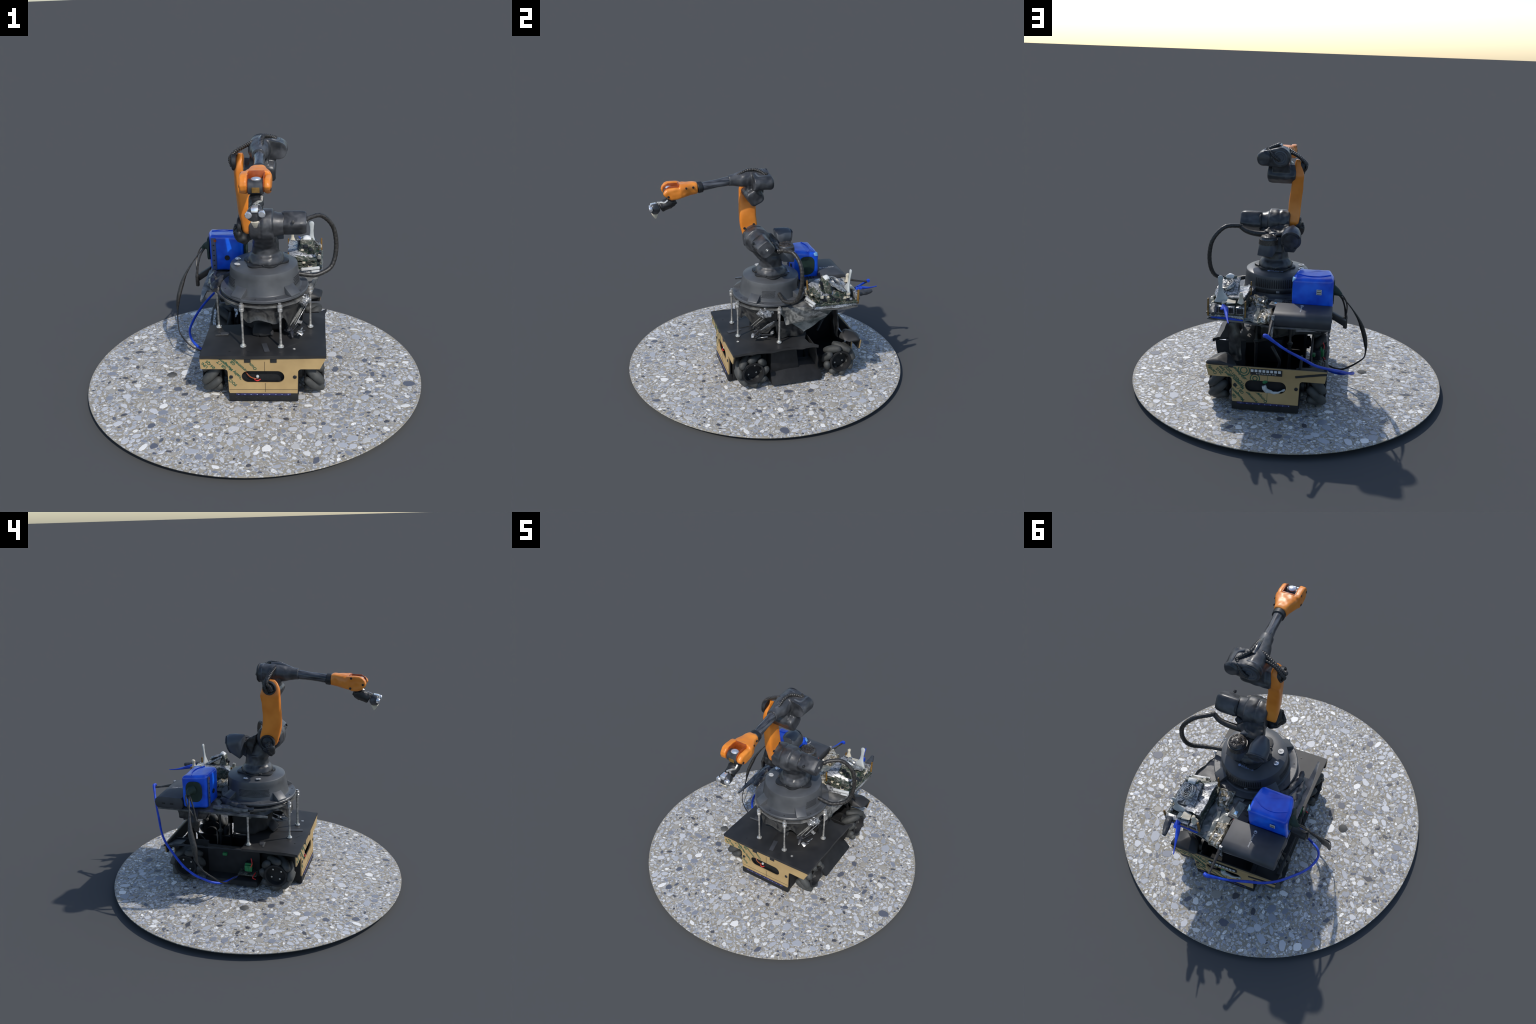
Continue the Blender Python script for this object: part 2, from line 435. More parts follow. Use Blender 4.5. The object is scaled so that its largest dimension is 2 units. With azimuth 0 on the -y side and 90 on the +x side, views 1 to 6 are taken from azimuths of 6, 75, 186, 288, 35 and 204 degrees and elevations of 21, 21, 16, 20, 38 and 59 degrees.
# ---- kraft covered end panels
def end_panel(front):
    w, t, s = .352, .247, .197
    out = [(-w, .316), (-.349 if front else -.335, t)]
    def arc(cx, cz, r, a0, a1, k=5):
        return [(cx + r * math.cos(math.radians(lerp(a0, a1, i / k))), cz + r * math.sin(math.radians(lerp(a0, a1, i / k)))) for i in range(k + 1)]
    out += arc(-s - .018, t - .018, .018, 90, 0) + [(-s + .002, .105)] + arc(-s + .020, .100, .016, 180, 270)
    out += arc(s - .020, .100, .016, 270, 360) + arc(s + .018, t - .018, .018, 180, 90) + [(.318 if front else .342, t), (w, .316)]
    bm = prism(out, 'xz', -.004, .004)
    # slot cutter
    k = 14
    slot = [(.12 - .0375 + .0375 * math.cos(a), .198 + .0375 * math.sin(a)) for a in (lerp(-math.pi / 2, math.pi / 2, i / k) for i in range(k + 1))]
    slot += [(-.12 + .0375 - .0375 * math.cos(a), .198 - .0375 * math.sin(a)) for a in (lerp(-math.pi / 2, math.pi / 2, i / k) for i in range(k + 1))]
    return bm, prism(slot, 'xz', -.05, .05)

def boolean(bm, cut):
    obs = []
    for b in (bm, cut):
        me = D.meshes.new('t'); b.to_mesh(me); b.free(); o = D.objects.new('t', me); SC.collection.objects.link(o); obs.append(o)
    md = obs[0].modifiers.new('b', 'BOOLEAN'); md.object = obs[1]; md.solver = 'EXACT'
    dg = bpy.context.evaluated_depsgraph_get(); ev = obs[0].evaluated_get(dg)
    out = bmesh.new(); out.from_mesh(ev.to_mesh()); ev.to_mesh_clear()
    for o in obs:
        me = o.data; D.objects.remove(o); D.meshes.remove(me)
    return out

def face_pt(front, x, z, off=.0):
    """point on an end panel: x is to the right as seen from outside"""
    return CM @ V3((x, -.461 - off, z)) if front else CM @ V3((-x, .461 + off, z))

for front in (True, False):
    body, cut = end_panel(front)
    bm = boolean(body, cut)
    if not front: bmesh.ops.rotate(bm, verts=bm.verts, matrix=Matrix.Rotation(math.pi, 3, 'Z'))
    bmesh.ops.translate(bm, verts=bm.verts, vec=(0, -.457 if front else .457, 0))
    panel = obj('end_panel', L(bm), 'kraft', chassis)
    body, cut = end_panel(front)
    bm = boolean(body, cut)
    if not front: bmesh.ops.rotate(bm, verts=bm.verts, matrix=Matrix.Rotation(math.pi, 3, 'Z'))
    for v in bm.verts: v.co.x *= .992; v.co.z -= .001
    bmesh.ops.translate(bm, verts=bm.verts, vec=(0, -.4485 if front else .4485, 0))
    obj('panel_backing', L(bm), 'pitch', panel)
    nrm = CM.to_3x3() @ V3((0, -1 if front else 1, 0)); xd = CM.to_3x3() @ V3((1 if front else -1, 0, 0)); up = V3((0, 0, 1))
    def bx(name, x, z, w, h, d, mat, off=0.0, bev=0.0):
        b = box((0, 0, 0), (w, h, d), bevel=bev)
        bmesh.ops.transform(b, matrix=frame(face_pt(front, x, z, off), xd, nrm), verts=b.verts)
        return obj(name, b, mat, panel)
    # dark plate modelled for the slot's shadow; wires and a connector over it
    bx('slot_shadow_plate', 0, .198, .26, .09, .004, 'pitch', -.035)
    for sx in (-1, 1):
        b = stack(face_pt(front, sx * .1785, .198, -.002), nrm, [(0, .011), (.004, .011), (.006, .009), (.0065, .004), (.004, .0038)], 16)
        obj('socket_bolt', b, 'black', panel)
    bx('drawn_line', .0115, .265, .0022, .058, .001, 'green' if not front else 'ink', .0002)
    bx('drawn_line', .0115, .130, .0022, .058, .001, 'green' if not front else 'ink', .0002)
    if front: bx('drawn_line', 0, .116, .385, .0018, .001, 'ink', .0004)
    bx('indigo_strip', 0 if front else -.01, .088, .31, .012, .006, 'indigo', .004, .0015)
    for i in range(9):
        bx('strip_mark', -.14 + i * .035, .0885, .006, .003, .001, 'print', .0075)
    if front:
        for x in (-.083, .062): bx('latch_block', x, .301, .036, .022, .006, 'black', .002, .002)
        obj('red_wire', tube([face_pt(1, -.10, .215, -.03), face_pt(1, -.08, .195, -.018), face_pt(1, -.06, .178, -.022), face_pt(1, -.03, .170, -.028)], .0028, 8), 'rust', panel)
        obj('indicator_lamp', ball(face_pt(1, -.032, .188, -.022), (.009, .008, .010)), 'antenna', panel)  # lamp given a greyer plastic because it sits dim inside the opening
        obj('red_wire', tube([face_pt(1, -.05, .172, -.016), face_pt(1, -.032, .168, -.010), face_pt(1, -.015, .174, -.016)], .0032, 8), 'red', panel)
    else:
        bx('lamp_board', .003, .292, .184, .036, .008, 'black', .004, .001)
        for i in range(8): bx('lamp', -.078 + i * .0225, .3015, .016, .015, .005, 'white', .010, .0015)
        text('lamp_marks', 'R1 R2  R3 R4  R5 R6  R7 R8', .010, 'label', panel, frame(face_pt(0, .003, .283, .0085), xd, nrm))
        obj('torn_film', wobble(tube([face_pt(0, -.01, .205, -.004), face_pt(0, .0, .18, 0), face_pt(0, .03, .166, -.002), face_pt(0, .08, .17, -.004), face_pt(0, .115, .19, -.006)], [.012, .013, .009, .006, .006], 10), .006, 60), 'antenna', panel)
        obj('green_connector', wobble(ball(face_pt(0, -.004, .228, -.002), (.014, .008, .012)), .006, 80), 'term', panel)
        for x, z, r in ((-.128, .295, .036), (-.062, .248, .030)):
            b = merge(*[loft([[face_pt(0, x + q * math.cos(t), max(min(z + q * math.sin(t), .314), .236 if r < .033 else 0), .0006) for t in (math.pi * 2 * i / 40 for i in range(40))] for q in qq], cap=False) for qq in ((r, r - .006), (r - .014, r - .020))])
            b2 = bmesh.ops.solidify(b, geom=list(b.faces), thickness=.0005)
            obj('round_stamp', b, 'green', panel)
    # diagonal film print, read upwards to the left
    lines = [('FOCUS', -.178, .170), ('Quality Management', -.186, .256), ('GB / T', -.228, .274), ('GB', -.165, .287), ('Environmental', -.122, .266), ('NH-QS', -.288, .271), ('UNI', -.325, .272), ('Occu', -.054, .264)] if front else \
            [('Management', -.168, .145), ('GB', -.181, .126), ('GB / T 1', -.158, .178), ('Environmental Management', -.118, .168), ('Occupational', -.036, .146), ('FTID45001-2020', -.178, .254), ('Health System', -.146, .268), ('Certify', -.312, .284), ('2015', -.270, .280), ('ment Syst', -.236, .276)]
    for s, x, z in lines:
        a = math.radians(134)
        m = frame(face_pt(front, x, z, .0003), xd * math.cos(a) + up * math.sin(a), nrm)
        t = text('film_print', s, .0245, 'green', panel, m, bold=.0007)
        # keep the print on the film: drop whatever runs over its edges
        b = bmesh.new(); b.from_mesh(t.data); inv = CM.inverted() @ Matrix.Translation(t.location)
        bad = []
        for f in b.faces:
            q = inv @ f.calc_center_median(); lx = q.x if front else -q.x
            if q.z > .312 or q.z < .094 or (q.z < .250 and abs(lx) > .192) or abs(lx) > .338 or (abs(q.z - .198) < .041 and abs(lx) < .124): bad.append(f)
        bmesh.ops.delete(b, geom=bad, context='FACES'); b.to_mesh(t.data); b.free()

# ---- mecanum wheels
def wheel(lx, ly, hand, deep):
    c = CM @ V3((lx, ly, .162)); ax = CM.to_3x3() @ V3((1, 0, 0)); sgn = 1 if lx > 0 else -1
    R, W = .118, .118
    w_in = deep
    hub = stack(c - ax * sgn * (W / 2), ax * sgn, [(0, .05), (.004, .078), (.012, .080), (.03, .066), (W - .03, .066), (W - .012, .080), (W - .004, .078), (W - .006, .066), (W - .01 - w_in, .060), (W - .012 - w_in, .001)] if deep else [(0, .05), (.004, .078), (.012, .082), (.03, .066), (W - .03, .066), (W - .012, .082), (W - .004, .078), (W, .05)], 28)
    rim_ = stack(c + ax * sgn * (W / 2 - .002 - (w_in + .02 if deep else 0)), ax * sgn, [(0, .058 if deep else .078), (.006, .056 if deep else .076), (.008, .05)] if deep else [(0, .078), (.006, .076), (.008, .07), (.003, .05), (.004, .03), (.010, .028), (.010, .001)], 28)
    w = obj('wheel', merge(hub, rim_), 'pitch', robot)
    y = V3((0, 0, 1)).cross(ax)
    for i in range(8):
        t = 2 * math.pi * (i + .3) / 8
        rad = V3((0, 0, 1)) * math.cos(t) + y * math.sin(t); tan = -V3((0, 0, 1)) * math.sin(t) + y * math.cos(t)
        d = (ax + tan * hand).normalized(); p = c + rad * (R - .030)
        prof = [(-.072, .008), (-.068, .017), (-.045, .0255), (-.02, .0295), (0, .0305), (.02, .0295), (.045, .0255), (.068, .017), (.072, .008)]
        r = obj('roller', stack(p, d, [(s, q) for s, q in prof], 16), 'roller', w, 60)
    for i in range(4):
        t = math.pi / 2 * i + .6; p = c + ax * sgn * (W / 2 + .001 - w_in * 1.2) + (V3((0, 0, 1)) * math.cos(t) + y * math.sin(t)) * .040
        obj('wheel_bolt', stack(p, ax * sgn, [(0, .006), (.005, .006), (.006, .004)], 10), 'steel', w)
    return w
for sx in (-1, 1):
    for sy in (-1, 1):
        wheel(.287 if sx > 0 else -.296, sy * .318, 1 if sx * sy > 0 else -1, .052 if sx > 0 else .030)
# motor housings behind the wheels
for sx in (-1, 1):
    for sy in (-1, 1):
        obj('drive_motor', L(stack((sx * .20, sy * .318, .162), (sx, 0, 0), [(0, .045), (.02, .045), (.022, .03), (.03, .03)], 20)), 'black', chassis)

# ---- deck plate, cut away at the back as the original is
deck_out = [(-.350, -.468), (0, -.470), (.354, -.462), (.356, -.2), (.358, .0), (.362, .10), (.372, .135), (.320, .085), (.25, .075), (.165, .115),
            (.10, .10), (.02, .04), (-.06, -.03), (-.16, -.075), (-.25, -.088), (-.338, -.08), (-.342, -.24)]
dk = prism(deck_out, 'xy', .316, .3345)
bmesh.ops.triangulate(dk, faces=[f for f in dk.faces if len(f.verts) > 4])
for _ in range(3): bmesh.ops.subdivide_edges(dk, edges=[e for e in dk.edges if e.calc_length() > .05], cuts=1)
L(dk)
for v in dk.verts:
    v.co.z += .004 * noise.noise(v.co * 9)
    k = max(0, (abs((CM.inverted() @ v.co).x) - .30) / .05); v.co.z += k * .007 * noise.noise(v.co * 22)
deck = obj('deck_plate', dk, 'deck', chassis)
obj('deck_edge_strip', wobble(L(tube([(-.335, -.09, .324), (-.340, .0, .323), (-.346, .09, .324), (-.350, .16, .322), (-.345, .30, .318), (-.345, .40, .315)], [.010, .008, .008, .009, .010, .014], 8, 8, 0, .6)), .004, 30), 'deck', chassis)
# rear corner pieces of the deck that survive, humped over the wheels
hump = hull([(.413, .582, .312), (.416, .575, .326), (.395, .56, .345), (.356, .548, .358), (.302, .486, .362), (.325, .465, .352), (.40, .47, .318), (.418, .50, .31), (.27, .52, .34),
             (.23, .575, .318), (.26, .585, .318), (.33, .585, .335), (.40, .58, .30), (.25, .58, .30), (.33, .45, .31), (.26, .50, .30)], .008)
obj('rear_deck_corner', wobble(hump, .008, 18, 2, 2), 'deck', chassis)
g = [[CM @ V3((lerp(-.352, -.17, i / 5), lerp(.36, .466, j / 4), .312 - .03 * (i / 5) + .006 * noise.noise(V3((i, j, 2)) * .8))) for i in range(6)] for j in range(5)]
obj('rear_deck_corner', sheet(g, .012), 'deck', chassis)
# bits on the deck: tape marks and hole rings
for p, s, r, m in (((-.17, -.105, .3365), (.075, .012, .0014), .12, 'acrylic'), ((-.155, -.085, .3367), (.05, .03, .0014), .3, 'bankgrey'), ((.10, -.255, .3366), (.03, .10, .0012), .25, 'bankgrey')):
    obj('tape_mark', box(p, s, (0, 0, r)), m, deck)
obj('rivet', stack((.262, -.265, .334), (0, 0, 1), [(0, .009), (.002, .009), (.0022, .005), (.001, .004)], 14), 'steel', deck)
obj('rivet', stack((-.10, -.30, .334), (0, 0, 1), [(0, .006), (.002, .006), (.0022, .003)], 12), 'black', deck)

# terminal block and loose bits in the open left side
obj('terminal_block', merge(box((-.232, -.012, .178), (.02, .052, .042), bevel=.003), box((-.221, -.012, .2), (.012, .05, .02), bevel=.002), box((-.243, -.012, .178), (.004, .002, .044))), 'term', chassis)
obj('circuit_board', box((-.200, .0, .128), (.075, .13, .008), (0, -.12, 0), .001), 'pcb', chassis)
obj('circuit_board', box((-.200, .0, .17), (.05, .04, .07), bevel=.006), 'chip', chassis)
for pts in ([(-.226, -.03, .25), (-.240, -.04, .22), (-.240, -.03, .19)], [(-.215, -.055, .14), (-.25, -.045, .12), (-.235, -.06, .10)]):
    obj('red_wire', tube(pts, .0035, 8), 'red', chassis)
obj('terminal_block', box((-.180, .17, .24), (.03, .03, .02), bevel=.003), 'term', chassis)

# ---- stand-off posts
POSTS = [(-.028, -.245), (.186, -.247), (.347, .008), (-.200, -.006), (.171, .250), (-.039, .250)]
for i, (x, y) in enumerate(POSTS):
    h0 = .336
    lean = (.002, .004, 0)
    prof = [(0, .017), (.004, .0185), (.008, .017), (.010, .012), (.016, .010), (.024, .0072), (.10, .0062), (.18, .0068),
            (.216, .0075), (.222, .014), (.236, .0145), (.240, .010), (.244, .015), (.258, .015), (.262, .009), (.270, .009)]
    if i > 3: prof = [(-.25, .0095), (-.02, .0095)] + prof
    p = obj('standoff_post', wobble(stack((x, y, h0), (0, 0, 1), prof, 14), .0012, 70, i), 'steel', robot)
    if i > 3: p.data.materials[0] = M['black']

# ---- shelf plate
sh = [(-.292, .592), (-.289, .30), (-.286, -.01), (-.272, -.165), (-.262, -.165), (-.255, -.03), (-.205, -.03), (-.165, -.10), (-.115, -.175), (-.035, -.235), (.08, -.262), (.195, -.240), (.275, -.180), (.325, -.10), (.345, -.01), (.355, .10), (.41, .24), (.422, .40), (.418, .545),
      (.20, .565), (.04, .605)]
shelf = obj('shelf_plate', wobble(prism(sh, 'xy', .578, .588), .002, 9), 'acrylic', robot)

# ---- smoky shroud between shelf and deck (torn lower edge)
g = []
C0 = V3((.080, .002, 0)); NS = 96
post_ang = [math.atan2(y - C0.y, x - C0.x) for x, y in POSTS[:4]]
for j in range(7):
    row = []
    for i in range(NS + 1):
        a = 2 * math.pi * i / NS
        da = min(abs((a - pa + math.pi) % (2 * math.pi) - math.pi) for pa in post_ang)
        drop = .050 + .050 * math.exp(-(da / .16) ** 2) + .025 * noise.noise(V3((math.cos(a) * 3, math.sin(a) * 3, 1.3)))
        deg = math.degrees(a)
        front = max(0, 1 - abs(deg - 270) / 30); right = max(0, 1 - abs(deg - 332) / 34)
        drop += .045 * min(1, front * 2) + .16 * min(1, right * 1.6)
        if 0 < deg < 180: drop *= .6
        t = j / 6; r = .250 - .016 * math.sin(t * 3.1) - .012 * t - .05 * t * min(1, right * 1.6) + .006 * noise.noise(V3((math.cos(a) * 5, math.sin(a) * 5, t * 3)))
        row.append((C0.x + r * math.cos(a), C0.y + r * math.sin(a), .596 - drop * t))
    g.append(row)
obj('lower_shroud', sheet(g, .004), 'curtain', robot)
# dark electronics bay below the turntable
bay = merge(hull([(-.02, -.06, .34), (.19, -.06, .34), (.21, .05, .34), (.20, .17, .34), (-.05, .16, .34), (-.06, .0, .34),
                  (.02, -.09, .50), (.17, -.09, .50), (.20, .0, .54), (.18, .16, .578), (-.04, .15, .578), (-.05, .0, .55), (.02, -.06, .578), (.18, -.06, .578)], .02),
            hull([(.0, -.12, .34), (.15, -.14, .34), (.13, -.06, .41), (.02, -.06, .41), (.08, -.12, .39)], .01))
bay = meltdown(bay, .009, 3, .020, 13, 4)
obj('electronics_bay', bay, 'pitch', robot)
# bright offcuts lying on the deck at the right
r2 = random.Random(5)
for i in range(13):
    c = (.262 + r2.uniform(-.05, .045), -.10 + r2.uniform(-.07, .13), .345 + r2.random() * .05)
    b = box(c, (r2.uniform(.02, .06), r2.uniform(.012, .025), r2.uniform(.003, .008)), (r2.uniform(-.5, .5), r2.uniform(-.7, .7), r2.uniform(0, 3)), .0015)
    obj('metal_offcut', b, r2.choice(('alu', 'steel', 'bankgrey', 'chip')), deck)
def slab_between(p, q, w, t, twist):
    p, q = V3(p), V3(q); d, x, y = basis(q - p); x2 = x * math.cos(twist) + y * math.sin(twist); y2 = d.cross(x2)
    return hull([a + x2 * (sx * ww) + y2 * (sy * t) for a, ww in ((p, w * .5), (p.lerp(q, .4), w), (q, w * .35)) for sx in (-1, 1) for sy in (-1, 1)], .0008)
for p, q, w, tw, m in (((.335, -.045, .565), (.258, -.150, .435), .011, .3, 'smoke'), ((.325, -.02, .49), (.262, -.10, .400), .014, .9, 'alu'), ((.300, -.11, .52), (.235, -.165, .43), .008, .1, 'smoke'),
                       ((.272, -.02, .362), (.225, -.13, .345), .012, 1.2, 'bankgrey'), ((.30, -.06, .365), (.275, -.13, .350), .010, .6, 'alu'), ((.250, -.165, .355), (.235, -.10, .395), .010, .2, 'chip')):
    obj('bright_shard', slab_between(p, q, w, .0018, tw), m, robot)
obj('crumpled_foil', wobble(ball((.312, -.085, .560), (.035, .05, .03)), .022, 45, 3, 1), 'alu', robot)

# ---- sheets hanging on the right and at the back
def patch(name, corners, nu, nv, amp, freq, mat, thick=.004, seed=0, bow=(0, 0, 0), par=robot):
    a, b, c, d = [V3(p) for p in corners]; g = []
    for j in range(nv + 1):
        row = []
        for i in range(nu + 1):
            u, v = i / nu, j / nv
            p = a.lerp(b, u).lerp(d.lerp(c, u), v) + V3(bow) * math.sin(math.pi * u) * math.sin(math.pi * v)
            o = V3((seed, seed * 2.1, 0))
            row.append(p + noise.noise_vector(p * freq + o) * amp)
        g.append(row)
    return obj(name, sheet(g, thick), mat, par)
patch('side_cover', [(.325, -.02, .578), (.372, .36, .582), (.290, .41, .515), (.296, .20, .37)], 16, 10, .010, 16, 'clear', .004, 1, (.012, 0, 0))
patch('bright_cover', [(.330, .03, .590), (.405, .235, .602), (.378, .34, .525), (.322, .06, .455)], 14, 10, .010, 18, 'smoke', .004, 31, (.014, 0, 0))
patch('side_cover', [(.318, -.02, .49), (.305, .13, .47), (.292, .205, .355), (.290, .02, .336)], 10, 8, .010, 18, 'curtain', .004, 3)
patch('torn_curtain', [(.315, .425, .53), (.250, .43, .545), (.225, .45, .30), (.295, .455, .30)], 10, 12, .012, 14, 'curtain', .005, 4, (0, .02, 0))
obj('torn_flap', wobble(prism([(.315, .53), (.25, .535), (.252, .468), (.30, .435), (.36, .412), (.376, .396), (.366, .418), (.354, .448)], 'xz', .428, .434), .006, 20, 3, 2), 'deck', robot)
patch('torn_curtain', [(.435, .245, .322), (.235, .235, .325), (.235, .27, .08), (.36, .295, .08)], 8, 10, .010, 16, 'pitch', .005, 26)
patch('torn_curtain', [(.16, .20, .575), (.0, .20, .575), (-.03, .20, .37), (.15, .20, .33)], 10, 10, .012, 14, 'curtain', .004, 16)
obj('shelf_beam', wobble(hull([(-.275, .375, .577), (-.275, .43, .577), (.14, .39, .577), (.14, .44, .577), (-.265, .39, .505), (-.265, .425, .500), (.12, .40, .515), (.12, .43, .515)], .006), .010, 20, 3, 3), 'curtain', robot)
obj('shelf_beam', wobble(hull([(-.285, .23, .577), (-.285, .46, .577), (-.245, .23, .577), (-.245, .46, .577), (-.280, .26, .530), (-.282, .45, .520), (-.25, .26, .53), (-.25, .45, .515)], .006), .010, 22, 7, 3), 'curtain', robot)
obj('bracket_tube', cyl((.10, .17, .50), (.10, .225, .50), .045, .045, 24), 'clear', robot)
patch('back_panel', [(.15, .285, .572), (.03, .285, .572), (.02, .285, .48), (.14, .285, .45)], 8, 6, .008, 18, 'clear', .004, 8)
obj('rear_wire', tube([(.05, .45, .40), (.02, .47, .36), (.0, .45, .30), (.02, .40, .22)], .009, 10), 'black', robot)

# ---- round pedestal of the arm
DX, DY = .082, .004
dome_prof = [(0, .246), (.008, .257), (.018, .257), (.023, .252), (.022, .218), (.026, .210), (.030, .2075), (.115, .1995), (.140, .197), (.148, .194), (.1515, .189), (.158, .150), (.164, .10), (.164, .001)]
dome = obj('turntable_base', loft([circle((DX, .012 * min(1, h / .14), .598 + h), (0, 0, 1), r, 96) for h, r in dome_prof]), 'shell', robot, 28)
def dome_pt(a, z, off=0.0):
    r = lerp(.2075, .1995, (z - .628) / .085) + off; cy = .012 * min(1, (z - .598) / .14)
    return V3((DX + r * math.cos(a), cy + r * math.sin(a), z))
for deg in (236, 318, 140, 48):
    a = math.radians(deg); ca, sa = math.cos(a), math.sin(a)
    pts = []
    for s in (-.036, .036):
        for r, z in ((.190, .620), (.258, .620), (.256, .630), (.195, .672)):
            pts.append((DX + r * ca - s * sa, DY + r * sa + s * ca, z))
    obj('mounting_lug', hull(pts, .003), 'shell', dome)
for deg in (200, 222, 262, 290, 335, 20, 70, 110, 160):
    a = math.radians(deg)
    obj('flange_screw', stack((DX + .235 * math.cos(a), DY + .235 * math.sin(a), .6195), (0, 0, 1), [(0, .005), (.0016, .005), (.0018, .003), (.0006, .0025)], 10), 'ink', dome)
# speaker perforations left and right, pressed in as tiny dark studs
for c0, span in ((math.radians(343), .44), (math.radians(188), .98)):
    bms = []
    for j in range(6):
        for i in range(int(span / .028)):
            a = c0 - span / 2 + (i + .5 * (j % 2)) * .030; z = .650 + j * .0085
            p = dome_pt(a, z, -.001); dn = V3((math.cos(a), math.sin(a), .09))
            bms.append(stack(p, dn, [(0, .0028), (.0016, .0026)], 7))
    obj('speaker_holes', merge(*bms), 'ink', dome, kind='stuff')
# cooling slots and port bay at the back
for i in range(18):
    a = math.radians(90) + (i - 8.5) * .068
    p0 = dome_pt(a, .676, .0); p1 = dome_pt(a, .728, .0)
    n_ = V3((math.cos(a), math.sin(a), 0)); t_ = V3((-math.sin(a), math.cos(a), 0)); mid = (p0 + p1) / 2
    b = box((0, 0, 0), (.0068, .054, .003), bevel=.0012)
    bmesh.ops.transform(b, matrix=frame(mid + n_ * .0006, t_, n_ + V3((0, 0, .09))), verts=b.verts)
    obj('cooling_slot', b, 'ink', dome)
b = merge(*[box(dome_pt(math.radians(90) + (i - 5) * .1, .652, .0), (.024, .006, .024), (0, 0, (i - 5) * .1), .001) for i in range(11)])
obj('port_bay', b, 'black', dome)
for i, s in ((-.25, .018), (.15, .022), (.32, .012)):
    a = math.radians(90) + i
    obj('port', box(dome_pt(a, .653, .003), (s, .004, .012), (0, 0, i), .001), 'alu' if s > .02 else 'chip', dome)
# printed name, seal and button on top
text('printed_name', 'WLKATA', .020, 'print', dome, frame((.072, .137, .7645), (-1, 0, 0), (0, .03, 1)))
obj('printed_badge', stack((.121, .133, .7615), (0, 0, 1), [(0, .009), (.0030, .009), (.0032, .006)], 6), 'print', dome)
seal = [stack((-.066, -.046, .7595), (.12, .05, 1), [(0, .018), (.0022, .018), (.0024, .0155), (.0018, .015)], 28)]
for k in range(5):
    a = k * 1.256; seal.append(tube([V3((-.066, -.046, .7622)) + V3((math.cos(a + q * 1.3) * q * .013, math.sin(a + q * 1.3) * q * .013, 0)) for q in (.15, .4, .7, 1.0)], .0014, 6, 4))
obj('round_seal', merge(*seal), 'seal', dome)
obj('round_button', merge(stack((-.072, .040, .7585), (.12, -.05, 1), [(0, .0165), (.004, .0165), (.006, .014), (.0055, .0115)], 28), ball((-.0725, .04, .7645), (.0105, .0105, .004))), 'chrome', dome)

# lobed foot plate of the arm
foot = []
for i in range(64):
    a = 2 * math.pi * i / 64; r = .122 + .010 * math.cos(6 * a + .6) + .006 * math.cos(3 * a)
    foot.append((.092 + r * math.cos(a), .010 + r * math.sin(a)))
footplate = obj('foot_plate', prism(foot, 'xy', .758, .7705, .002), 'black', robot)
for i in range(6):
    a = math.pi / 3 * i + .5
    obj('foot_bolt', stack((.092 + .108 * math.cos(a), .010 + .108 * math.sin(a), .770), (0, 0, 1), [(0, .009), (.004, .009), (.006, .007), (.003, .004)], 12), 'black', footplate)

# ---- pedestal + shoulder casting
SY, SZ = -.094, 1.016                              # shoulder axis (runs along x)
ped = [stack((.095, .010, .768), (0, 0, 1), [(0, .108), (.015, .106), (.035, .096), (.05, .080), (.075, .077), (.12, .075)], 48)]
pts = circle((.098, .006, .855), (0, 0, 1), .074, 24) + circle((.052, SY, SZ), (1, 0, 0), .078, 24) + circle((.146, SY, SZ), (1, 0, 0), .078, 24) + [(.05, .05, .93), (.15, .05, .93)]
ped.append(hull([V3(p) for p in pts if V3(p).z < 1.03]))
ped.append(stack((.020, SY, SZ), (1, 0, 0), [(0, .070), (.006, .084), (.060, .088), (.064, .083), (.070, .083), (.074, .088), (.128, .088), (.134, .080), (.140, .070)], 48))
ped.append(hull([(.16, -.03, .86), (.16, .09, .87), (.05, .09, .87), (.05, -.02, .86), (.14, .06, .98), (.03, .04, 1.0), (.13, -.02, 1.0)]))
pedestal = obj('shoulder_pedestal', meltdown(merge(*ped), .0055, 3, .0035, 28, 1), 'joint', robot, 40)
# shoulder motor
def rsquare(c, half, rot, k=.35, n=32):
    out = []
    for i in range(n):
        t = 2 * math.pi * i / n; e = .45
        x = math.copysign(abs(math.cos(t)) ** e, math.cos(t)); y = math.copysign(abs(math.sin(t)) ** e, math.sin(t))
        q = V3((x, y)) * half; q.rotate(Matrix.Rotation(rot, 2)); out.append(V3((c[0], c[1] + q.x, c[2] + q.y)))
    return out
mo = [stack((.150, SY, SZ), (1, 0, 0), [(0, .074), (.01, .072), (.03, .064), (.045, .062), (.06, .060)], 40),
      loft([rsquare((x, -.084, 1.020), h, math.radians(38)) for x, h in ((.198, .045), (.202, .053), (.215, .056), (.300, .055), (.325, .052), (.334, .046))])]
motor = obj('shoulder_motor', wobble(merge(*mo), .002, 30, 2), 'joint', robot, 40)
obj('seam_ring', stack((.2, -.084, 1.02), (1, 0, 0), [(0, .058), (.004, .0600), (.010, .0600), (.014, .058)], 32), 'black', motor)
obj('cap_screw', stack((.331, -.080, 1.019), (1, 0, 0), [(0, .009), (.004, .009), (.0055, .006), (.003, .004)], 14), 'steel', motor)
obj('cap_screw', stack((.262, -.150, 1.045), (.1, -1, .3), [(0, .009), (.012, .009), (.013, .006)], 12), 'black', motor)

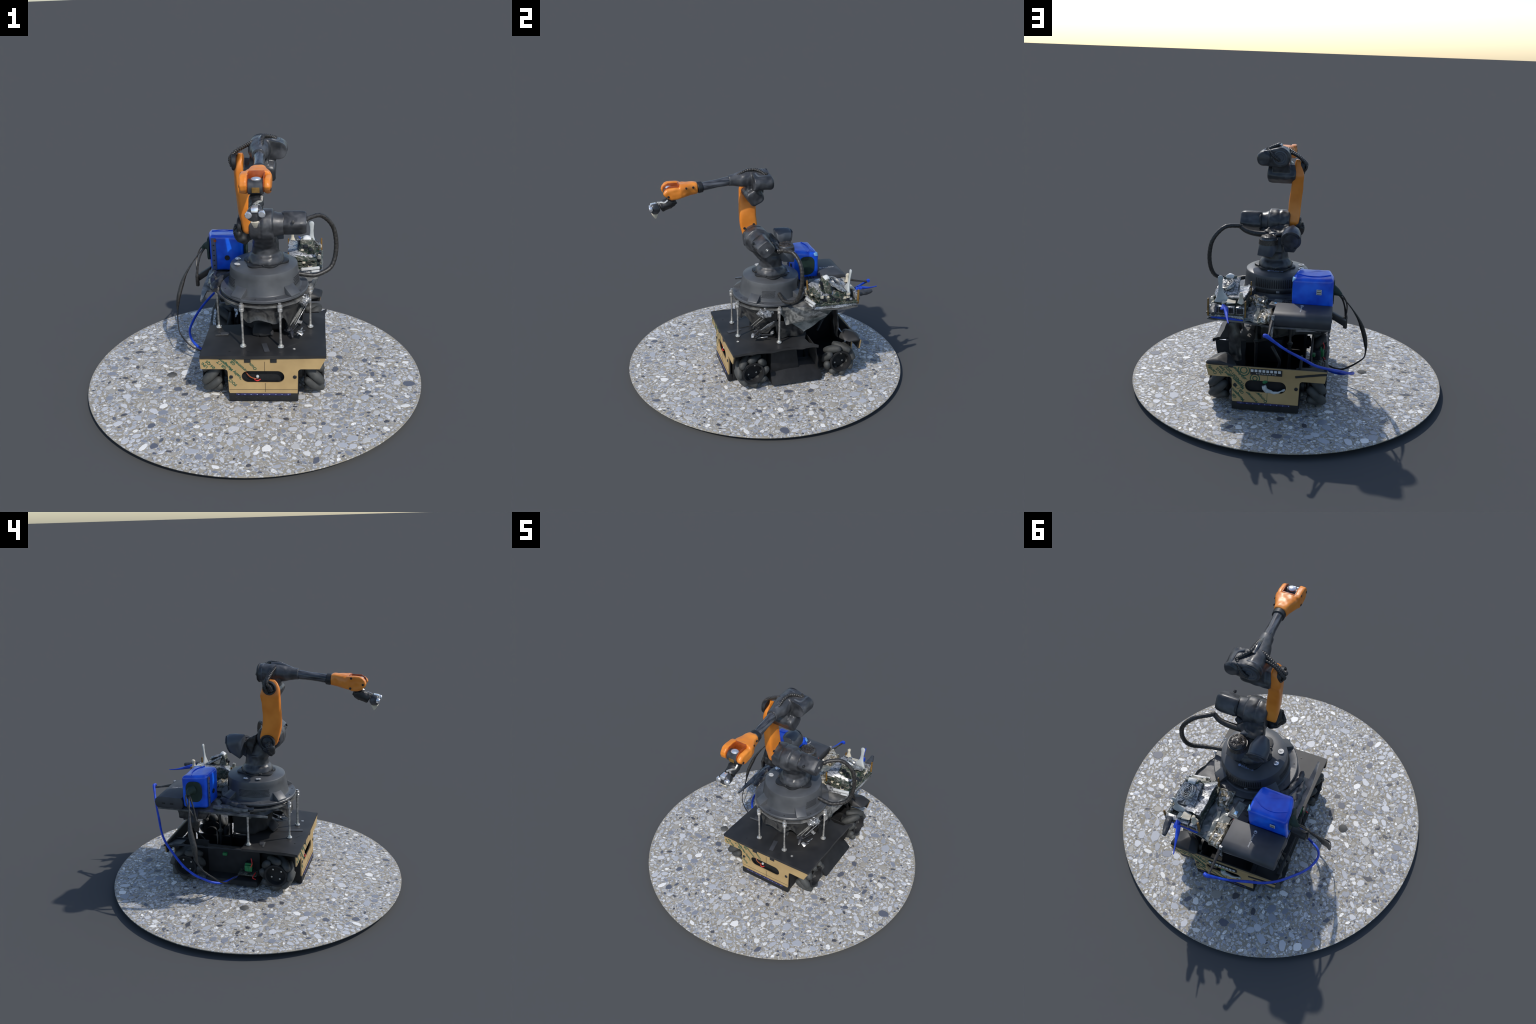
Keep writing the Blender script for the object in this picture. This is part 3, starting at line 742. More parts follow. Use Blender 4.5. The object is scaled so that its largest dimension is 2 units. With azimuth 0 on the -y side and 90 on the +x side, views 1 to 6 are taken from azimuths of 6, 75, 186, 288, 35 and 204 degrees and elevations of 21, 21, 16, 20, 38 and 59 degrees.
# rear barrel motor and finned fan motor
bc = V3((-.012, .168, .972)); bn = V3((-.05, .93, -.28)).normalized()
pts = circle(bc, bn, .058, 24) + circle(bc - bn * .06, bn, .060, 24) + [V3((-.045, .155, 1.030)), V3((.022, .155, 1.032)), V3((-.012, .165, 1.043)), V3((-.012, .055, 1.046)), V3((-.045, .06, 1.03)), V3((.022, .06, 1.032)), V3((-.03, .09, .875)), V3((.03, .09, .875))]
barrel = obj('rear_barrel_motor', wobble(hull(pts, .008, 3, 25), .002, 25), 'jointlt', robot, 40)
obj('barrel_cap', stack(bc - bn * .004, bn, [(0, .062), (.006, .062), (.008, .058), (.008, .046), (.013, .045), (.015, .040), (.015, .001)], 36), 'joint', barrel)
for k in range(4):
    a = math.pi / 2 * k + .5; _, xx, yy = basis(bn)
    obj('cap_screw', stack(bc + bn * .003 + (xx * math.cos(a) + yy * math.sin(a)) * .054, bn, [(0, .005), (.004, .005), (.005, .003)], 10), 'black', barrel)
fc = V3((.132, .108, 0))
pts = circle((fc.x, fc.y, .905), (0, 0, 1), .060, 28) + circle((fc.x, fc.y, .972), (0, 0, 1), .050, 28) + [V3((.195, .150, .86)), V3((.10, .165, .858)), V3((.20, .07, .87)), V3((.09, .06, .86)), V3((.14, .172, .862))]
fan = obj('finned_motor', wobble(hull(pts, .006, 2, 30), .0015, 30), 'jointlt', robot, 40)
fins = [stack((fc.x, fc.y, .970), (0, 0, 1), [(0, .050), (.008, .047), (.012, .036), (.010, .034)], 28)]
for k in range(18):
    a = 2 * math.pi * k / 18; fins.append(box((fc.x + .027 * math.cos(a), fc.y + .027 * math.sin(a), .977), (.036, .0040, .014), (0, .25, a)))
fins.append(stack((fc.x, fc.y, .974), (0, 0, 1), [(0, .014), (.010, .013), (.014, .006)], 14))
obj('motor_fins', wobble(merge(*fins), .006, 60), 'brownsleeve', fan)
obj('motor_tape', stack((fc.x, fc.y, .930), (0, 0, 1), [(0, .0603), (.030, .0575)], 28), 'brownsleeve', fan)
obj('black_gaiter', meltdown(merge(hull([(.0, .02, .90), (.11, .03, .90), (.10, .07, .97), (.0, .07, .99), (.10, -.02, 1.03), (.02, -.02, 1.05), (.19, .0, .965), (.18, .02, .99)]),
                                   tube([(.20, -.04, .975), (.14, .0, .975), (.08, .02, .97), (.04, .03, .95)], .022, 12)), .006, 3, .008, 40), 'black', robot)

# ---- orange upper arm
SEC = [(.978, -.020, .034, -.150, -.118), (.994, -.032, .042, -.160, -.085), (1.02, -.038, .043, -.168, -.055), (1.045, -.042, .040, -.175, -.052), (1.10, -.047, .037, -.188, -.068), (1.18, -.051, .034, -.193, -.076),
       (1.262, -.058, .024, -.190, -.074), (1.324, -.061, .013, -.190, -.066), (1.37, -.050, .008, -.184, -.078), (1.400, -.036, .006, -.172, -.092), (1.420, -.028, .002, -.152, -.112)]
def section(z, xl, xr, yf, yr, n=40, e=.42, lean=0.0):
    out = []
    for i in range(n):
        t = 2 * math.pi * i / n
        a = math.copysign(abs(math.cos(t)) ** e, math.cos(t)); b = math.copysign(abs(math.sin(t)) ** e, math.sin(t))
        out.append((lerp(xl + lean * (1 - (b + 1) / 2), xr, (a + 1) / 2), lerp(yf, yr, (b + 1) / 2), z))
    return out
def smooth_sections(S, k=4):
    P = [V3((0, 0, 0))] * 0; out = []
    for i in range(len(S) - 1):
        a, b, c, d = S[max(i - 1, 0)], S[i], S[i + 1], S[min(i + 2, len(S) - 1)]
        for j in range(k):
            t = j / k
            out.append([.5 * (2 * q + (r - p) * t + (2 * p - 5 * q + 4 * r - s) * t * t + (3 * q - p - 3 * r + s) * t ** 3) for p, q, r, s in zip(a, b, c, d)])
    out.append(list(S[-1])); return out
upper = obj('upper_arm', wobble(loft([section(*s, lean=.026) for s in smooth_sections(SEC)]), .003, 22, 5), 'orange', robot, 40)
for y, z in ((-.162, 1.078), (-.097, 1.102)):
    obj('arm_screw', stack((.034, y, z), (1, 0, 0), [(0, .009), (.0035, .009), (.004, .007)], 14), 'ink', upper)
obj('inner_edge', tube([(.030, -.165, 1.000), (.038, -.15, 1.035), (.040, -.115, 1.072), (.036, -.07, 1.085)], .010, 10), 'rust', upper)
for (y, z, r, x) in ((-.128, 1.374, .044, -.056), (-.104, 1.010, .050, -.046)):
    hub = merge(stack((x + .025, y, z), (-1, 0, 0), [(0, r), (.020, r), (.024, r - .004), (.022, r - .010), (.016, r - .014), (.026, .018), (.030, .012), (.030, .001)], 36))
    hb = obj('cable_hub', hub, 'black', upper)
obj('cable_boot', meltdown(merge(tube([(-.020, -.105, 1.0), (-.036, -.125, .975), (-.022, -.125, .945), (.01, -.11, .925)], [.030, .030, .028, .024], 14), ball((.0, -.10, .96), (.045, .045, .035))), .006, 3, .006, 40), 'black', robot)
obj('link_cable', tube([(-.05, -.122, 1.02), (-.060, -.118, .99), (-.054, -.125, .955), (-.035, -.135, .93)], .010, 10, 10, .16), 'sleeve', upper)
obj('link_cable', tube([(-.052, -.150, 1.36), (-.062, -.136, 1.385), (-.058, -.118, 1.405), (-.030, -.118, 1.432), (.017, -.128, 1.460), (.055, -.138, 1.480), (.092, -.144, 1.487)], .0115, 10, 12, .16), 'brownsleeve', upper)
obj('link_cable', tube([(-.050, -.115, 1.35), (-.066, -.108, 1.38), (-.052, -.100, 1.41), (-.02, -.108, 1.437), (.02, -.112, 1.457), (.07, -.115, 1.470)], .009, 10, 12, .16), 'sleeve', upper)

# ---- elbow casting
EY, EZ = -.116, 1.326
HX, HZ = .092, 1.442
lobe = circle((HX, 0, HZ), (0, 1, 0), .060, 32) + circle((.192, 0, 1.432), (0, 1, 0), .046, 24)
pt = [V3((p.x, y, p.z)) for p in lobe for y in (-.135, -.020)]
el = [hull(pt), stack((HX, -.10, HZ), (0, 1, 0), [(0, .058), (.075, .060), (.082, .054), (.083, .044), (.080, .040), (.080, .001)], 36),
      stack((.192, -.12, 1.432), (0, 1, 0), [(0, .043), (.10, .045), (.112, .036), (.114, .001)], 28),
      loft([rsquare((x, EY, EZ + .004), h, math.radians(32)) for x, h in ((-.005, .046), (.005, .053), (.150, .054), (.168, .050), (.176, .042))]),
      hull([(.03, -.17, 1.34), (.03, -.06, 1.34), (.14, -.17, 1.34), (.14, -.06, 1.34), (.05, -.16, 1.45), (.05, -.04, 1.45), (.14, -.15, 1.45), (.14, -.04, 1.45)]),
      stack((.092, -.09, 1.443), (.06, -1, -.01), [(0, .056), (.06, .058), (.10, .052), (.15, .040), (.196, .036)], 36),
      hull([(.06, -.09, 1.495), (.125, -.09, 1.498), (.105, -.13, 1.509), (.12, -.18, 1.496), (.09, -.19, 1.493), (.08, -.13, 1.44), (.14, -.14, 1.44)])]
elbow = obj('elbow_casting', meltdown(merge(*el), .0048, 2, .003, 30, 3), 'joint', robot, 40)
for s0, r, m in ((-.034, .0615, 'black'), (-.060, .0610, 'jointlt')):
    obj('head_ring', stack((HX, s0, HZ), (0, 1, 0), [(0, r - .002), (.003, r), (.009, r), (.012, r - .003)], 40), m, elbow)
obj('head_cap', stack((HX, -.022, HZ), (0, 1, 0), [(0, .046), (.006, .045), (.008, .036), (.005, .034), (.005, .022), (.009, .020), (.009, .001)], 32), 'jointlt', elbow)
obj('head_cable', tube([(.175, -.055, 1.487), (.155, -.030, 1.478), (.135, -.012, 1.456), (.112, -.006, 1.438), (.092, -.008, 1.426)], .010, 10, 10, .15), 'sleeve', elbow)
obj('head_cable', tube([(.110, -.235, 1.470), (.112, -.20, 1.488), (.112, -.16, 1.504), (.120, -.11, 1.507), (.150, -.075, 1.497), (.175, -.055, 1.482)], .0105, 10, 10, .15), 'sleeve', elbow)
obj('conduit_ridge', tube([(.104, -.105, 1.497), (.105, -.16, 1.500), (.106, -.215, 1.480), (.108, -.275, 1.457)], [.014, .013, .013, .012], 10), 'tube', elbow)
obj('highlight_rib', tube([(.155, -.115, 1.490), (.190, -.10, 1.478), (.195, -.05, 1.478), (.192, -.02, 1.472)], .007, 8), 'jointlt', elbow)  # lighter tube modelled where the elbow catches a bright glint
# forearm tube and collar
T0, T1 = V3((.104, -.265, 1.440)), V3((.122, -.490, 1.410)); td = T1 - T0
fore = obj('forearm_tube', wobble(stack(T0, td, [(0, .030), (.05, .0285), (.10, .0265), (.15, .027), (.20, .0285), (td.length, .029)], 28), .003, 28), 'tube', robot, 50)
obj('forearm_collar', stack(T1 - td.normalized() * .03, td, [(0, .030), (.004, .036), (.030, .0375), (.034, .035)], 28), 'black', fore)

# ---- orange wrist fork
WX = .123
WS = [(-.496, .037, 1.376, 1.446), (-.512, .040, 1.373, 1.449), (-.535, .045, 1.369, 1.449), (-.560, .056, 1.365, 1.448), (-.585, .067, 1.360, 1.447), (-.605, .071, 1.357, 1.447), (-.615, .071, 1.356, 1.447)]
def wsec(y, hw, z0, z1, n=36, e=.6):
    out = []; cx = WX + (y + .6) * -.02
    for i in range(n):
        t = 2 * math.pi * i / n
        a = math.copysign(abs(math.cos(t)) ** e, math.cos(t)); b = math.copysign(abs(math.sin(t)) ** e, math.sin(t))
        out.append((cx + a * hw, y, lerp(z0, z1, (b + 1) / 2)))
    return out
wr = [loft([wsec(*s) for s in smooth_sections(WS, 3)])]
prong = [(-.600, 1.366), (-.600, 1.444), (-.640, 1.4485), (-.680, 1.447), (-.703, 1.438), (-.718, 1.422), (-.724, 1.402), (-.716, 1.380), (-.700, 1.364), (-.675, 1.353), (-.640, 1.353)]
wr.append(prism(prong, 'yz', WX - .073, WX - .038, .007, 3))
wr.append(prism([(y + .004, z - .018 * max(0, (z - 1.37) / .08)) for y, z in prong], 'yz', WX + .038, WX + .070, .013, 4))
wrist = obj('wrist_fork', meltdown(merge(*wr), .0042, 2, .0028, 35, 2), 'orange', robot, 40)
obj('fork_shade_panel', box((WX, -.617, 1.405), (.074, .008, .085), bevel=.002), 'rust', wrist)  # thin brown panels darken the orange fork's shaded inner walls
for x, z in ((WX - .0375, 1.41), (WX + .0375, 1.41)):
    obj('fork_shade_panel', prism([(-.613, 1.368), (-.613, 1.440), (-.68, 1.440), (-.71, 1.42), (-.714, 1.395), (-.695, 1.366)], 'yz', x - .0022, x + .0022, .0008), 'rust', wrist)
for y, z, s in ((-.690, 1.378, 1), (-.527, 1.425, 1), (-.575, 1.425, 1), (-.632, 1.436, -1), (-.706, 1.398, -1), (-.628, 1.372, -1)):
    hw = .072 if y < -.6 else (.046 if y > -.55 else .060)
    obj('wrist_screw', stack((WX + s * (hw - (.001 if s < 0 or y > -.6 else .004)), y, z), (s, 0, 0), [(0, .0075), (.0035, .0075), (.004, .006)], 12), 'ink', wrist)
joint = obj('wrist_joint', merge(cyl((WX - .034, -.676, 1.388), (WX + .034, -.676, 1.388), .036, n=32), hull([(WX - .032, -.65, 1.36), (WX + .032, -.65, 1.36), (WX - .032, -.70, 1.37), (WX + .032, -.70, 1.37), (WX - .026, -.66, 1.418), (WX + .026, -.66, 1.418), (WX - .026, -.69, 1.418), (WX + .026, -.69, 1.418)], .006)), 'joint', robot)
obj('joint_cap', ball((WX + .002, -.678, 1.423), (.025, .022, .010)), 'chrome', joint)
obj('joint_plate', box((WX + .002, -.7125, 1.380), (.036, .004, .026), (.15, 0, 0), .002), 'gold', joint)

# ---- gripper
gd = V3((0.004, -.115, -.052)).normalized(); g0 = V3((.121, -.648, 1.335))
tool = [stack(g0, gd, [(0, .020), (.006, .034), (.050, .036), (.075, .033), (.095, .034), (.10, .026)], 28),
        hull([(.098, -.64, 1.345), (.146, -.64, 1.345), (.095, -.705, 1.345), (.15, -.705, 1.345), (.10, -.63, 1.32), (.146, -.63, 1.32), (.10, -.71, 1.30), (.15, -.71, 1.30), (.11, -.67, 1.285), (.14, -.67, 1.285)])]
tool = obj('gripper_mount', meltdown(merge(*tool), .005, 2, .003, 50), 'black', robot, 40)
gb = hull([(.085, -.785, 1.300), (.165, -.785, 1.305), (.085, -.80, 1.275), (.168, -.80, 1.285), (.105, -.755, 1.325), (.150, -.755, 1.328), (.105, -.80, 1.318), (.148, -.80, 1.322), (.10, -.755, 1.255), (.150, -.755, 1.255), (.115, -.79, 1.250), (.135, -.79, 1.250), (.09, -.74, 1.285), (.16, -.74, 1.285)], .008)
grip = obj('gripper_body', wobble(gb, .002, 60), 'joint', robot, 40)
for p in ((.097, -.797, 1.290), (.158, -.802, 1.297)):
    obj('gripper_knob', stack(V3(p), V3((0, -1, -.1)), [(-.01, .015), (.004, .0165), (.010, .013), (.011, .001)], 18), 'chrome', grip)
obj('gripper_plate', hull([(.112, -.765, 1.328), (.140, -.765, 1.328), (.108, -.800, 1.322), (.142, -.800, 1.322), (.112, -.806, 1.302), (.140, -.806, 1.302), (.11, -.78, 1.30), (.14, -.78, 1.30)], .003), 'chrome', grip)
obj('gripper_finger', hull([(.103, -.782, 1.268), (.144, -.782, 1.268), (.106, -.796, 1.255), (.142, -.796, 1.255), (.118, -.768, 1.219), (.130, -.768, 1.219), (.105, -.752, 1.258), (.142, -.752, 1.258), (.116, -.776, 1.224), (.132, -.776, 1.224)], .003), 'cream', grip)
obj('tool_lead', tube([(.100, -.70, 1.335), (.108, -.725, 1.318), (.125, -.735, 1.325), (.145, -.75, 1.318)], .006, 8), 'steel', tool)
obj('tool_lead', tube([(.150, -.69, 1.345), (.148, -.71, 1.33), (.135, -.73, 1.33), (.12, -.755, 1.325)], .007, 8), 'steel', tool)

# ---- ribbed cable loop from the motor back to the base
loop = [(.318, .0, 1.000), (.345, .03, 1.010), (.405, .074, 1.012), (.452, .100, .975), (.483, .112, .925), (.496, .113, .870), (.500, .110, .810), (.492, .100, .745), (.470, .080, .695), (.430, .055, .672), (.370, .030, .660), (.285, .022, .673), (.26, .02, .68)]
obj('motor_cable', tube(loop, .0135, 12, 10, .07, ribstep=4), 'sleeve', robot)

obj('motor_cable', tube([(.325, .005, 1.000), (.285, .02, .980), (.235, .022, .968), (.175, .02, .965), (.115, .02, .972), (.06, .03, .965)], [.014, .016, .018, .020, .020, .018], 12), 'sleeve', robot)

# ---- blue battery
bp_ = [(-.268, .243, .600), (-.072, .243, .600), (-.292, .412, .600), (-.052, .418, .600), (-.268, .240, .834), (-.074, .238, .826), (-.290, .412, .822), (-.052, .414, .816),
       (-.285, .33, .60), (-.289, .34, .828), (-.055, .33, .60), (-.054, .33, .82)]
bb = hull(bp_, .022, 4, 25)
bmesh.ops.triangulate(bb, faces=[f for f in bb.faces if len(f.verts) > 4])
for _ in range(3): bmesh.ops.subdivide_edges(bb, edges=[e for e in bb.edges if e.calc_length() > .022], cuts=1)
bmesh.ops.smooth_vert(bb, verts=bb.verts, factor=.3)
battery = obj('battery_pack', wobble(bb, .004, 16, 4), 'blue', robot, 50)
obj('battery_seam', tube([(-.27, .345, .829), (-.20, .37, .826), (-.13, .365, .823), (-.07, .33, .824)], .003, 6), 'blue', battery)
obj('shrink_flap', wobble(hull([(-.058, .40, .815), (-.052, .37, .818), (-.05, .408, .79), (-.048, .38, .79), (-.08, .413, .818)], .004), .003, 50), 'skyblue', battery)
# insulating disc with leads on the left end, one on the right
for x, s in ((-.2895, -1), (-.0545, 1)):
    d = [(x, .327 + .056 * math.copysign(abs(math.cos(t)) ** .7, math.cos(t)), .722 + .070 * math.copysign(abs(math.sin(t)) ** .7, math.sin(t))) for t in (2 * math.pi * i / 36 for i in range(36))]
    b = loft([[(x + w, p[1], p[2]) for p in d] for w in (-.008 * s, .005 * s)])
    obj('insulating_disc', b, 'darkgreen', battery)
obj('indicator_strip', box((-.2455, .2375, .715), (.028, .004, .205), bevel=.001), 'slate', battery)
for i in range(5):
    obj('indicator_window', box((-.2455, .2350, .64 + i * .033), (.010, .002, .008)), 'ink', battery)
obj('round_window', stack((-.235, .2362, .802), (0, -1, 0), [(0, .009), (.0018, .009)], 16), 'rust', battery)
obj('round_window', stack((-.165, .2375, .69), (0, -1, 0), [(0, .016), (.0022, .016), (.0024, .010), (.001, .008)], 20), 'ink', battery)
lab = obj('paper_label', box((-.209, .4205, .745), (.030, .003, .032), (.0, 0, 0), .001), 'label', battery)
for z, w in ((.756, .020), (.747, .024), (.743, .024), (.734, .024)):
    obj('label_print', box((-.209, .4222, z), (w, .0012, .0022)), 'ink', lab)

# ---- power bank
prof = [(.612, .628), (.606, .648), (.590, .662), (.560, .667), (.420, .667), (.410, .640), (.412, .605), (.422, .5885), (.595, .5885), (.608, .602)]
bank = obj('power_bank', wobble(prism(prof, 'yz', -.293, .032, .004), .003, 12, 6), 'bankgrey', robot)
for y in (.55, .49): obj('bank_port', box((-.2945, y, .622), (.004, .022, .010), bevel=.001), 'ink', bank)
b = stack((-.118, .455, .6665), (0, 0, 1), [(0, .010), (.0014, .010), (.0016, .0075), (.0004, .007)], 20)
obj('bank_badge', b, 'seal', bank)
text('bank_print', 'Smart Power', .0165, 'seal', bank, frame((-.1175, .515, .6680), (0, 1, 0), (0, .0, 1)))

# ---- single-board computer stack
pc = obj('computer_board', merge(box((.312, .395, .618), (.215, .30, .012), (0, 0, -.03), .002), box((.300, .372, .664), (.175, .235, .008), (0, .0, -.03), .0015)), 'pcb', robot)
obj('computer_tray', wobble(hull([(.205, .24, .590), (.255, .205, .590), (.415, .235, .590), (.422, .40, .590), (.416, .548, .590), (.205, .552, .590), (.21, .25, .612), (.412, .245, .612), (.414, .545, .612), (.207, .548, .612)], .004), .006, 30, 2, 2), 'alu', pc)
# heat spreader, folded edge, raised fan wedge
g = []
for j in range(13):
    row = []
    for i in range(11):
        u, v = i / 10, j / 12
        x = lerp(.208, .392, u); y = lerp(.250 + .06 * u, .500 - .02 * u, v)
        z = .716 - .030 * u + .008 * math.sin(6 * v) * (u > .5) - (.04 * max(0, (u - .85) / .15)) - (.025 * max(0, (.12 - v) / .12))
        row.append(V3((x, y, z)) + noise.noise_vector(V3((x, y, z)) * 28) * .009)
    g.append(row)
obj('heat_spreader', sheet(g, .008), 'alu', pc)
obj('spreader_skirt', wobble(hull([(.215, .27, .625), (.40, .27, .625), (.405, .50, .625), (.215, .48, .625), (.225, .27, .70), (.37, .315, .672), (.385, .45, .690), (.23, .455, .705)], .005), .010, 30, 6, 2), 'pcb', pc)
obj('riser_board', wobble(hull([(.268, .300, .69), (.372, .312, .675), (.285, .318, .778), (.362, .325, .772), (.27, .36, .69), (.385, .37, .68), (.29, .345, .782), (.36, .35, .778)], .005), .005, 40, 2, 2), 'pcb', pc)
for x, z, w, m in ((.315, .735, .03, 'chip'), (.345, .715, .02, 'chip'), (.295, .715, .016, 'cream')):
    obj('connector', box((x, .304 + (z - .69) * .18, z), (w, .012, w * .8), (-.18, 0, .08), .001), m, pc)
fax = V3((.38, .34, .86)).normalized(); fanc = V3((.328, .392, .742))
_, fx, fy = basis(fax)
obj('fan_plate', wobble(hull([(.262, .335, .776), (.372, .340, .770), (.400, .43, .705), (.385, .475, .690), (.262, .455, .716), (.262, .335, .765), (.372, .34, .757), (.40, .43, .690), (.262, .455, .70)], .004), .007, 34, 4, 3), 'alu', pc)
fs = obj('cooling_fan', stack(fanc, fax, [(0, .052), (.008, .050), (.013, .046), (.009, .042), (.003, .042), (.003, .001)], 32), 'alu', pc)
bl = [stack(fanc + fax * .003, fax, [(0, .016), (.010, .016), (.012, .012), (.012, .001)], 20)]
def fp(r, a, h): return fanc + fax * h + (fx * math.cos(a) + fy * math.sin(a)) * r
for k in range(11):
    a = 2 * math.pi * k / 11
    bl.append(tube([fp(lerp(.016, .041, q), a + q * .9, .006) for q in (0, .5, 1)], .0035, 6, 4))
obj('fan_blades', merge(*bl), 'chip', fs)
obj('fan_guard', merge(*[tube([fp(r * (1 + .10 * noise.noise(V3((t, r * 90, 0)))), t, .013 + .003 * noise.noise(V3((t, r * 50, 0)))) for t in (2 * math.pi * i / 16 for i in range(17))], .0020, 6, 3) for r in (.014, .024, .034, .042)]), 'steel', fs)
obj('fan_label', wobble(hull([(.298, .322, .782), (.352, .326, .780), (.346, .358, .789), (.300, .356, .792), (.298, .322, .770), (.352, .326, .77), (.346, .362, .772), (.30, .36, .775), (.322, .34, .800)], .004), .003, 40), 'white', fs)
# connectors, chips and ports
r3 = random.Random(21)
for i in range(26):
    x = r3.choice((.398, .404, .40)); y = r3.uniform(.27, .53); z = r3.uniform(.625, .685)
    obj('connector', box((x, y, z), (r3.uniform(.010, .022), r3.uniform(.012, .030), r3.uniform(.008, .022)), (0, 0, r3.uniform(-.1, .1)), .0015), r3.choice(('chip', 'pcb', 'cream', 'steel', 'chip', 'alu')), pc)
for i in range(14):
    x = r3.uniform(.235, .385); y = .255 + r3.uniform(-.02, .012); z = r3.uniform(.622, .672)
    obj('connector', box((x, y, z), (r3.uniform(.012, .035), .014, r3.uniform(.008, .018)), (r3.uniform(-.2, .2), 0, .12), .0015), r3.choice(('chip', 'pcb', 'cream', 'pcb', 'brownsleeve')), pc)
obj('white_socket_row', box((.345, .228, .622), (.115, .014, .016), (0, 0, .25), .002), 'white', pc)
obj('white_socket_row', box((.375, .222, .607), (.05, .012, .010), (0, 0, .25), .002), 'white', pc)
for x, m, w in ((.225, 'chip', .038), (.276, 'chip', .026), (.320, 'brownsleeve', .05), (.375, 'bankgrey', .05)):
    pbx = obj('network_socket' if x < .24 else 'port_shell', box((x, .548, .648), (w + .01, .03, .044), bevel=.003), 'alu', pc)
    obj('socket_opening', box((x, .5635, .648), (w, .004, .032), bevel=.001), m, pc)
obj('amber_board_edge', box((.198, .545, .655), (.008, .014, .10), bevel=.001), 'gold', pc)
obj('amber_board_edge', box((.412, .546, .655), (.010, .012, .105), bevel=.002), 'gold', pc)
obj('amber_board_edge', box((.212, .245, .68), (.008, .012, .085), (.1, 0, 0), .002), 'gold', pc)
obj('cream_connector', wobble(hull([(.26, .50, .69), (.31, .50, .695), (.30, .545, .69), (.255, .54, .685), (.26, .50, .675), (.31, .545, .675)], .003), .004, 50, 1), 'cream', pc)
obj('cream_connector', wobble(hull([(.305, .51, .69), (.335, .51, .69), (.335, .545, .69), (.305, .545, .69), (.31, .51, .672), (.335, .545, .672)], .003), .004, 50, 2), 'cream', pc)
obj('upright_pin', wobble(stack((.225, .535, .69), (0, .05, 1), [(0, .020), (.014, .014), (.03, .009), (.045, .010), (.055, .012), (.062, .006)], 14), .006, 50, 3), 'cream', pc)
# pale antenna, sheet-like and flared at the foot
ant = []
for z, w, t, x, y in ((.672, .052, .022, .336, .492), (.690, .040, .020, .340, .490), (.712, .026, .013, .345, .493), (.740, .0135, .008, .350, .498), (.775, .011, .007, .351, .502), (.803, .0135, .008, .351, .505), (.818, .0165, .010, .350, .506), (.828, .014, .009, .350, .507), (.834, .006, .004, .350, .507)):
    ant.append(section(z, x - w, x + w, y - t * .7, y + t * .7, 20, .8))
obj('antenna', loft(ant), 'antenna', pc)
# USB dongles and their blue tails
obj('usb_dongle', wobble(hull([(.30, .56, .655), (.335, .56, .655), (.30, .60, .660), (.335, .60, .660), (.305, .56, .685), (.33, .56, .685), (.31, .61, .672), (.325, .61, .672)], .004), .006, 40, 1), 'bluew', pc)
obj('blue_tail', tube([(.305, .585, .668), (.295, .615, .664), (.285, .655, .655), (.272, .70, .648), (.257, .749, .647)], [.014, .013, .009, .005, .003], 10), 'bluew', pc)
obj('usb_dongle', wobble(tube([(.375, .555, .665), (.372, .59, .662), (.366, .63, .660), (.358, .668, .662)], [.022, .022, .018, .011], 10), .004, 40, 2), 'bankgrey', pc)
obj('blue_underside', wobble(hull([(.19, .55, .590), (.40, .545, .60), (.19, .56, .583), (.40, .555, .592), (.30, .552, .606), (.22, .54, .585), (.39, .535, .59)], .003), .004, 40, 2), 'skyblue' if False else 'bluew', pc)

# ---- clear bags, foil and drive between computer and battery
patch('clear_bag', [(.045, .225, .602), (.205, .235, .602), (.205, .565, .597), (.085, .59, .596)], 16, 22, .012, 22, 'clear', .006, 11, (0, 0, .004))
patch('clear_bag', [(.14, .33, .610), (.20, .33, .610), (.20, .555, .602), (.12, .555, .602)], 8, 16, .010, 30, 'clear', .006, 12)
obj('foil_bag', wobble(hull([(.04, .44, .592), (.13, .45, .592), (.12, .595, .592), (.05, .605, .592), (.05, .46, .648), (.12, .47, .632), (.10, .59, .628), (.055, .60, .640)], .006), .022, 34, 5, 3), 'foil', robot)
obj('foil_bag', wobble(hull([(.10, .235, .592), (.205, .25, .592), (.20, .36, .592), (.10, .37, .592), (.12, .25, .640), (.19, .26, .645), (.18, .34, .630), (.12, .35, .63)], .006), .022, 34, 8, 3), 'foil', robot)
drive = obj('solid_state_drive', box((.012, .355, .632), (.125, .125, .016), (.05, -.05, -.12), .003), 'bankgrey', robot)
obj('drive_sheet', box((.036, .350, .6425), (.050, .10, .0016), (.05, -.05, -.12)), 'clear', drive)
obj('blue_sticker', box((.042, .375, .6440), (.018, .024, .0016), (.05, -.05, -.12)), 'skyblue', drive)
for k, s in enumerate(('ND  12V', 'SSD 240', 'MODEL')):
    text('drive_print', s, .017, 'ink', drive, frame((-.010, .322 + k * .022, .6418 - .001 * k), (-1, .12, .05), (.05, -.05, 1)))
obj('round_stud', stack((.092, .545, .632), (0, .1, 1), [(0, .011), (.006, .011), (.007, .006), (.003, .005)], 14), 'steel', robot)
obj('red_bead', ball((.030, .425, .652), .007), 'red', robot)
